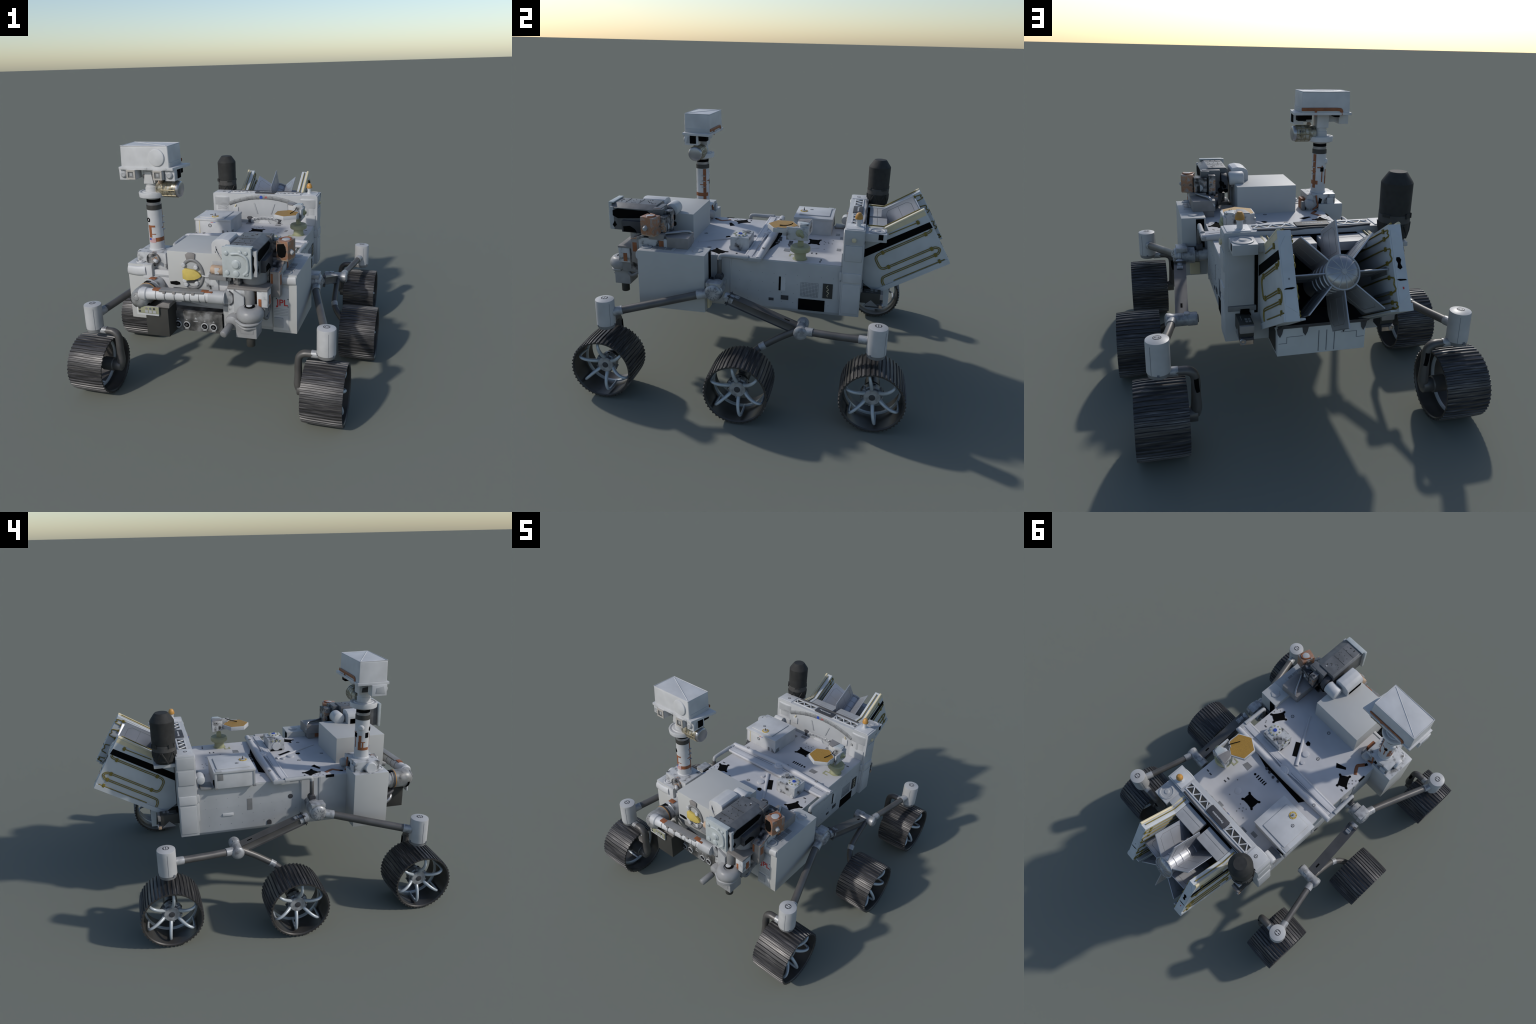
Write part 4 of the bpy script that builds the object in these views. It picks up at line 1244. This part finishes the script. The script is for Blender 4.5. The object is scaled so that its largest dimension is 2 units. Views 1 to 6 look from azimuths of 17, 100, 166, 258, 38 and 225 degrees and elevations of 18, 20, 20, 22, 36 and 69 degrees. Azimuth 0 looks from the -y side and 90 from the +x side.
# ------------------------------------------------------------------ robotic arm
sx0, sz0 = -.327, .648
sh = lathe("arm_shoulder", (sx0, -.676, sz0), (0, -1, 0), [(0, .046), (.01, .055), (.085, .056), (.09, .052), (.105, .052), (.11, .0565), (.200, .0565), (.222, .054), (.242, .043), (.254, .028), (.257, .014), (.257, 0)],
           [MOTTLE, CAST, BRUSHED], 32, None, mats=[0, 0, 1, 1, 1, 2, 2, 2, 2, 2, 2])
lathe("shoulder_band", (sx0, -.795, sz0), (0, -1, 0), [(0, .0578), (.012, .0578)], CHAR, 32, sh)
lathe("shoulder_band", (sx0, -.808, sz0), (0, -1, 0), [(0, .0578), (.004, .0578)], AMBER, 32, sh)
lathe("shoulder_cap", (sx0 - .008, -.922, sz0 + .022), (-.1, -1, .40), [(-.012, .027), (.006, .024), (.010, .016), (.010, .009), (.004, .008), (.004, 0)], MID, 22, sh)
tube("shoulder_black_band", [(sx0 + .0555 * math.cos(math.radians(a)), -.895, sz0 + .0555 * math.sin(math.radians(a))) for a in (190, 210, 235, 260, 285, 310, 335)], .006, BLACK, sh, 8)  # black band of the original's texture, raised along the ball's underside
box("shoulder_tape", sx0 - .02, sx0 + .02, -.745, -.715, sz0 + .0545, sz0 + .0585, COPPER, .001, sh)
prism("black_patch", [(sx0 - .022, -.80), (sx0 - .002, -.80), (sx0 + .008, -.775), (sx0 - .018, -.772)], "z", sz0 + .050, sz0 + .0572, BLACK, 0, sh)
up = tube("upper_arm", [(-.318, -.903, .680), (-.29, -.902, .682), (-.18, -.893, .684), (0, -.880, .686), (.12, -.870, .686), (.155, -.867, .685)],
          [.031, .032, .031, .031, .034, .035], W, None, 20)
lathe("arm_collar", (-.292, -.9025, .682), (1, .06, 0), [(-.02, .030), (-.015, .037), (.012, .037), (.018, .032)], W, 24, up)
tube("arm_tip", [(.070, -.8745, .686), (.150, -.8675, .685)], .0362, LIGHT, up, 20, False)
for x in (-.22, -.17, -.115, -.06, -.03, .02, .055):
    lathe("arm_clamp", (x, -.8965 + (x + .22) * .073, .684), (1, .07, 0), [(-.0015, .0328), (.0015, .0328)], MID, 24, up)
prism("arm_cable_tray", [(-.20, -.920), (-.20, -.876), (.05, -.856), (.05, -.902)], "z", .705, .7185, MID, .004, up)
for x in (-.17, -.115, -.06, -.01):
    box("tray_clip", x - .008, x + .008, -.925 + (x + .2) * .073, -.915 + (x + .2) * .073, .700, .712, TAUPE, .001, up)
box("copper_pad", -.24, -.185, -.915, -.885, .708, .7175, COPPER, .002, up)
box("copper_pad", .03, .095, -.895, -.868, .714, .7205, COPPER, .002, up)
prism("front_fairing", [(-.195, .70), (.125, .70), (.125, .572), (.02, .575), (-.09, .592), (-.185, .606)], "y", -.765, -.68, LIGHT, .006)
elbow = lathe("arm_elbow", (.168, -.79, .684), (0, -1, 0), [(0, .034), (.01, .040), (.070, .040), (.080, .034), (.082, .020), (.082, 0)], CAST, 26)

# ------------------------------------------------------------------ turret at the end of the arm
tur = box("turret_core", .165, .262, -.862, -.76, .588, .736, MOTTLE, .006)
box("turret_top_plate", .168, .386, -.866, -.735, .735, .747, TAUPE, .002, tur)
box("turret_back", .255, .37, -.80, -.74, .60, .737, DARKMIX, .004, tur)
fr = box("turret_frame", .352, .385, -.864, -.795, .648, .738, MOTTLE, .002, tur)
box("frame_leg", .326, .352, -.858, -.83, .625, .737, W, .003, tur)
box("frame_skirt", .352, .368, -.852, -.735, .585, .652, MID, .003, tur)
box("frame_copper", .334, .350, -.8605, -.856, .640, .690, COPPER, .001, tur)
box("frame_copper", .3845, .387, -.835, -.812, .655, .705, COPPER, .001, tur)
prism("wrist_cone", [(.205, .735), (.262, .70), (.262, .66), (.235, .62), (.205, .60)], "y", -.878, -.86, LIGHT, .004, tur)
tube("wrist_ring", [(.178, -.866, .725), (.198, -.868, .705), (.198, -.868, .668), (.180, -.866, .645)], .0035, CHAR, tur, 8)
cyl("turret_spindle", (.285, -.850, .64), (.285, -.850, .738), .026, MID, tur)
lathe("turret_disc", (.285, -.750, .742), (0, 0, 1), [(0, .060), (.006, .068), (.016, .072), (.070, .072), (.078, .068), (.086, .06)], CASTING, 36, tur)
box("disc_bracket", .19, .23, -.83, -.77, .745, .80, DARKMIX, .004, tur)
# percussive drill
bm = bmesh.new()
sec = [(.188, .970), (.200, .982), (.305, .983), (.348, .962), (.348, .832), (.188, .832)]
bm_prism(bm, sec, "y", -.912, -.648, .002)
drill = finish("drill_body", bm, DRILL, None)
pl = box("drill_plate", .172, .326, -.934, -.914, .825, .987, PALE, .005, drill)
lathe("plate_boss", (.247, -.933, .898), (0, -1, 0), [(0, .026), (.004, .025), (.006, .020), (.012, .016), (.014, .008), (.014, 0)], PALE, 26, pl)
for px, pz, pr in ((.196, .955, .013), (.30, .960, .010), (.198, .853, .014), (.300, .852, .012), (.268, .962, .012), (.245, .850, .018)):
    lathe("plate_boss", (px, -.933, pz), (0, -1, 0), [(0, pr), (.005, pr * .9), (.008, pr * .5), (.008, 0)], PALE, 16, pl)
tube("plate_ridge", [(.222, -.935, .952), (.265, -.936, .955), (.300, -.936, .935), (.308, -.935, .90), (.305, -.935, .865), (.285, -.935, .845)], .008, PALE, pl, 10)
box("drill_cheek", .326, .349, -.916, -.895, .832, .966, LIGHT, .002, drill)
prism("black_panel", [(-.90, .945), (-.87, .958), (-.69, .955), (-.665, .935), (-.69, .915), (-.80, .905), (-.87, .90), (-.90, .915)], "x", .3475, .3495, BLACK, 0, drill)
prism("black_patch", [(-.905, .86), (-.89, .885), (-.88, .86), (-.895, .845)], "x", .3475, .3495, BLACK, 0, drill)
prism("black_patch", [(.3275, .95), (.336, .935), (.333, .90), (.338, .87), (.330, .845), (.327, .86)], "y", -.9175, -.915, BLACK, 0, drill)
sidebox = box("drill_side_box", .346, .372, -.84, -.70, .828, .895, CHAR, .003, drill)
prism("black_patch", [(-.83, .832), (-.83, .862), (-.79, .868), (-.76, .85), (-.75, .832)], "x", .3715, .3735, BLACK, 0, sidebox)
bm = bmesh.new()
random.seed(3)
for k in range(26):
    x, y = random.uniform(.21, .295), random.uniform(-.89, -.68)
    w, h = random.uniform(.001, .003), random.uniform(.001, .003)
    bm_box(bm, x - w, x + w, y - h, y + h, .9825, .9842)
for y in (-.84, -.76):
    bm_box(bm, .205, .30, y - .0006, y + .0006, .9825, .9838)
tb = finish("top_fasteners", bm, GRAPHITE, drill, smooth=False)
tb["kind"] = "stuff"
marker((.278, -.672, .983), (0, 0, 1), .008, drill)
box("top_strap", .185, .33, -.93, -.90, .982, .990, PALE, .003, drill)
# clutter behind the drill
back = box("turret_backplate", .240, .345, -.655, -.610, .84, .975, DRILL, .003)
box("back_module", .275, .315, -.615, -.56, .83, .955, DARKMIX, .004, back)
box("back_module", .305, .355, -.655, -.60, .93, .972, DRILL, .004, back)
box("back_copper", .318, .345, -.64, -.615, .9705, .974, COPPER, .001, back)
box("back_module", .325, .40, -.64, -.565, .855, .940, DARKMIX, .004, back)
cyl("back_ring", (.20, -.63, .90), (.235, -.63, .90), .055, CHAR, back)
cyl("back_drum", (.345, -.60, .88), (.375, -.575, .88), .025, LIGHT, back)
for dx, dy, dz in ((.22, -.59, .885), (.245, -.575, .86), (.21, -.60, .855), (.235, -.585, .90)):
    lathe("black_knob", (dx, dy, dz), (0, 1, 0), [(-.02, .012), (.01, .014), (.016, .009), (.016, 0)], BLACK, 12, back)
cyl("white_canister", (.102, -.605, .925), (.190, -.605, .925), .040, W, None, 32, .006)
bn = prism("rounded_module", [(.062, .86), (.168, .86), (.168, .964), (.160, .976), (.128, .982), (.092, .977), (.070, .965), (.062, .948)], "y", -.792, -.652, W, .005)
box("module_side", .062, .068, -.78, -.665, .862, .935, W_HULL, .002, bn)
box("module_slot", .083, .094, -.794, -.790, .905, .925, BLACK, 0, bn)
tube("module_cable", [(.085, -.793, .94), (.088, -.797, .92), (.10, -.80, .90), (.115, -.797, .875)], .004, W, bn, 8)
box("lower_module", .066, .168, -.80, -.70, .755, .86, LIGHT, .004, bn)
shelf = box("tool_shelf", .070, .165, -.87, -.80, .780, .806, MID, .002)
cyl("tan_canister", (.078, -.838, .828), (.150, -.845, .828), .024, TAN, shelf)
box("canister_tag", .103, .128, -.866, -.861, .812, .846, W, .001, shelf)
# foil-wrapped unit, mount and post on the right of the turret
FM = Matrix.Translation((.430, -.640, 0)) @ Matrix.Rotation(math.radians(-14), 4, "Z")
fu = box("foil_unit", -.036, .034, -.046, .042, .852, .954, ORANGE, .004, None, FM)
box("foil_base", -.034, .032, -.044, .040, .846, .866, TAN, .003, fu, FM)
bm = bmesh.new()
pts = [(-.030, .935), (.010, .942), (.020, .925), (.024, .90), (.018, .872), (-.005, .862), (-.022, .868), (-.031, .895)]
A = [bm.verts.new(FM @ Vector((x, -.0475, z))) for x, z in pts]
Bv = [bm.verts.new(FM @ Vector((x, -.044, z))) for x, z in pts]
bm.faces.new(A)
bm.faces.new(Bv)
for i in range(len(A)):
    bm.faces.new((A[i], A[(i + 1) % len(A)], Bv[(i + 1) % len(A)], Bv[i]))
finish("black_patch", bm, BLACK, fu, smooth=False)
lathe("foil_dome", FM @ Vector((0, 0, .953)), (0, 0, 1), [(0, .024), (.004, .022), (.006, .014), (.006, 0)], LIGHT, 18, fu)
tube("copper_strap", [FM @ Vector(q) for q in ((-.03, -.02, .956), (-.015, .02, .957), (.012, .028, .957), (.028, 0, .956))], .0045, COPPER, fu, 8)
lathe("unit_nozzle", FM @ Vector((.034, -.012, .892)), (1, -.3, -.5), [(-.012, .015), (.014, .012), (.018, .006), (.018, 0)], LIGHT, 14, fu)
mount = prism("turret_mount", [(.285, -.575), (.295, -.437), (.424, -.430), (.428, -.55), (.40, -.575)], "z", .774, .836, TAUPE, .003)
prism("mount_rib", [(.30, .735), (.42, .735), (.42, .775), (.30, .775)], "y", -.56, -.45, TAUPE, .002, mount)
tube("mount_strap", [(.395, -.585, .846), (.36, -.52, .846), (.325, -.455, .845), (.30, -.44, .80)], .008, STEEL, mount, 8)
box("mount_copper", .298, .304, -.55, -.50, .745, .82, COPPER, .001, mount)
box("mount_deck", .33, .425, -.66, -.570, .815, .850, TAUPE, .003, mount)
box("mount_lower", .255, .365, -.76, -.60, .745, .835, DARKMIX, .004, mount)
box("mount_copper", .32, .355, -.763, -.759, .755, .80, COPPER, .001, mount)
post = box("stabiliser_post", .372, .425, -.767, -.720, .670, .812, TAUPE, .002)
box("post_copper", .4235, .4265, -.757, -.732, .735, .79, COPPER, .001, post)
box("post_copper", .376, .388, -.7695, -.766, .745, .80, COPPER, .001, post)
box("mount_rail", .375, .424, -.722, -.55, .748, .822, MOTTLE, .003, post)
box("rail_copper", .4225, .4255, -.700, -.640, .750, .768, COPPER, .0005, post)
box("rail_copper", .4225, .4255, -.600, -.572, .752, .812, COPPER, .0005, post)
prism("post_cap", [(-.768, .811), (-.715, .811), (-.67, .840), (-.675, .846), (-.715, .830)], "x", .370, .428, DARKMIX, .001, post)
# gas canister, low box, abrasion bit
wc = lathe("coring_head", (.296, -.884, .580), (0, 0, 1), [(0, .050), (.008, .062), (.022, .071), (.040, .073), (.056, .068), (.068, .058), (.075, .046), (.075, .030), (.070, .028), (.070, 0)], CASTING, 36)
lathe("head_opening", (.292, -.876, .652), (0, 0, 1), [(0, .026), (.005, .026), (.006, .014)], BLACK, 9, wc)
lathe("head_cap", (.290, -.880, .655), (0, 0, 1), [(0, .016), (.004, .016), (.005, .012)], W, 14, wc)
tube("head_cable", [(.23, -.92, .585), (.28, -.945, .575), (.34, -.92, .578), (.352, -.87, .585)], .009, CASTING, wc, 10)
tube("head_cable", [(.235, -.91, .560), (.28, -.935, .552), (.335, -.915, .556)], .008, CASTING, wc, 10)
lo = box("corer_box", .225, .338, -.919, -.823, .490, .585, CASTING, .004, wc)
box("box_window", .25, .32, -.9205, -.918, .515, .540, CASTING, .002, wc)
cyl("corer_tip", (.292, -.876, .429), (.292, -.876, .495), .0235, GRAPHITE, wc)
tube("frame_rail", [(.345, -.84, .60), (.36, -.80, .56), (.355, -.74, .60), (.35, -.72, .63)], .010, MID, wc, 10)
bh = lathe("abrader_head", (.205, -.872, .563), (-.13, -1, -.2), [(-.03, .034), (-.01, .042), (.012, .045), (.028, .042), (.038, .030), (.040, .020)], CASTING, 28)
cyl("abrader_bit", (.196, -.915, .553), (.183, -.998, .535), .0195, MID, bh, 24, .005)

# ------------------------------------------------------------------ front hazard-camera bar, dark sample box
hzb = box("hazard_camera_bar", -.200, .108, -.803, -.690, .438, .553, HAZ, .003)
for x in (.056, .004, -.103, -.155):
    ln = lathe("hazard_lens", (x, -.802, .474), (0, -1, 0), [(0, .021), (.006, .021), (.008, .017), (.005, .015), (.005, .010), (.008, .008), (.009, .004), (.009, 0)], [LIGHT, BLACK, CHAR], 24, hzb, mats=[0, 0, 0, 1, 1, 2, 2])
    prism("lens_label", [(x - .006, .503), (x + .006, .503), (x, .510)], "y", -.8045, -.801, LIGHT, 0, hzb)
    box("lens_label", x - .012, x + .010, -.8045, -.801, .447, .450, LIGHT, 0, hzb)
box("bar_label", -.062, -.035, -.8045, -.801, .497, .500, LIGHT, 0, hzb)
prism("bar_label", [(-.056, .512), (-.040, .512), (-.048, .524)], "y", -.8045, -.801, LIGHT, 0, hzb)
box("black_panel", .106, .1095, -.80, -.72, .452, .556, BLACK, 0, hzb)
box("bar_mount", .11, .17, -.79, -.70, .465, .60, LIGHT, .005, hzb)
db = box("sample_carousel", -.298, -.164, -.902, -.790, .438, .600, GRAPHITE, .003)
prism("carousel_top", [(-.25, .60), (-.164, .60), (-.16, .625), (-.20, .632)], "y", -.885, -.80, TAUPE, .002, db)
box("calibration_frame", -.345, -.215, -.911, -.901, .560, .612, W, .001, db)
cp = box("calibration_plate", -.335, -.212, -.914, -.910, .572, .612, paint("calibration_cream", (.30, .30, .20), .5), .001, db)
for i, x in enumerate((-.326, -.285, -.262, -.240)):
    lathe("colour_chip", (x, -.9138, .601), (0, -1, 0), [(0, .0065), (.0015, .0065), (.0015, 0)], [CHAR, TAUPE, SEAM, CHAR][i], 14, cp)
lathe("colour_chip", (-.326, -.9138, .583), (0, -1, 0), [(0, .007), (.0015, .007), (.0015, 0)], CHAR, 14, cp)
for i, x in enumerate((-.285, -.262, -.238)):
    box("colour_chip", x - .009, x + .009, -.9155, -.9135, .576, .591, LIGHT, .0, cp)
tube("carousel_hose", [(-.30, -.80, .56), (-.345, -.79, .53), (-.36, -.74, .50), (-.36, -.70, .49)], .014, STEEL, db, 10)
tube("carousel_hose", [(-.30, -.82, .60), (-.35, -.80, .575), (-.37, -.74, .56), (-.37, -.70, .56)], .011, CHAR, db, 10)
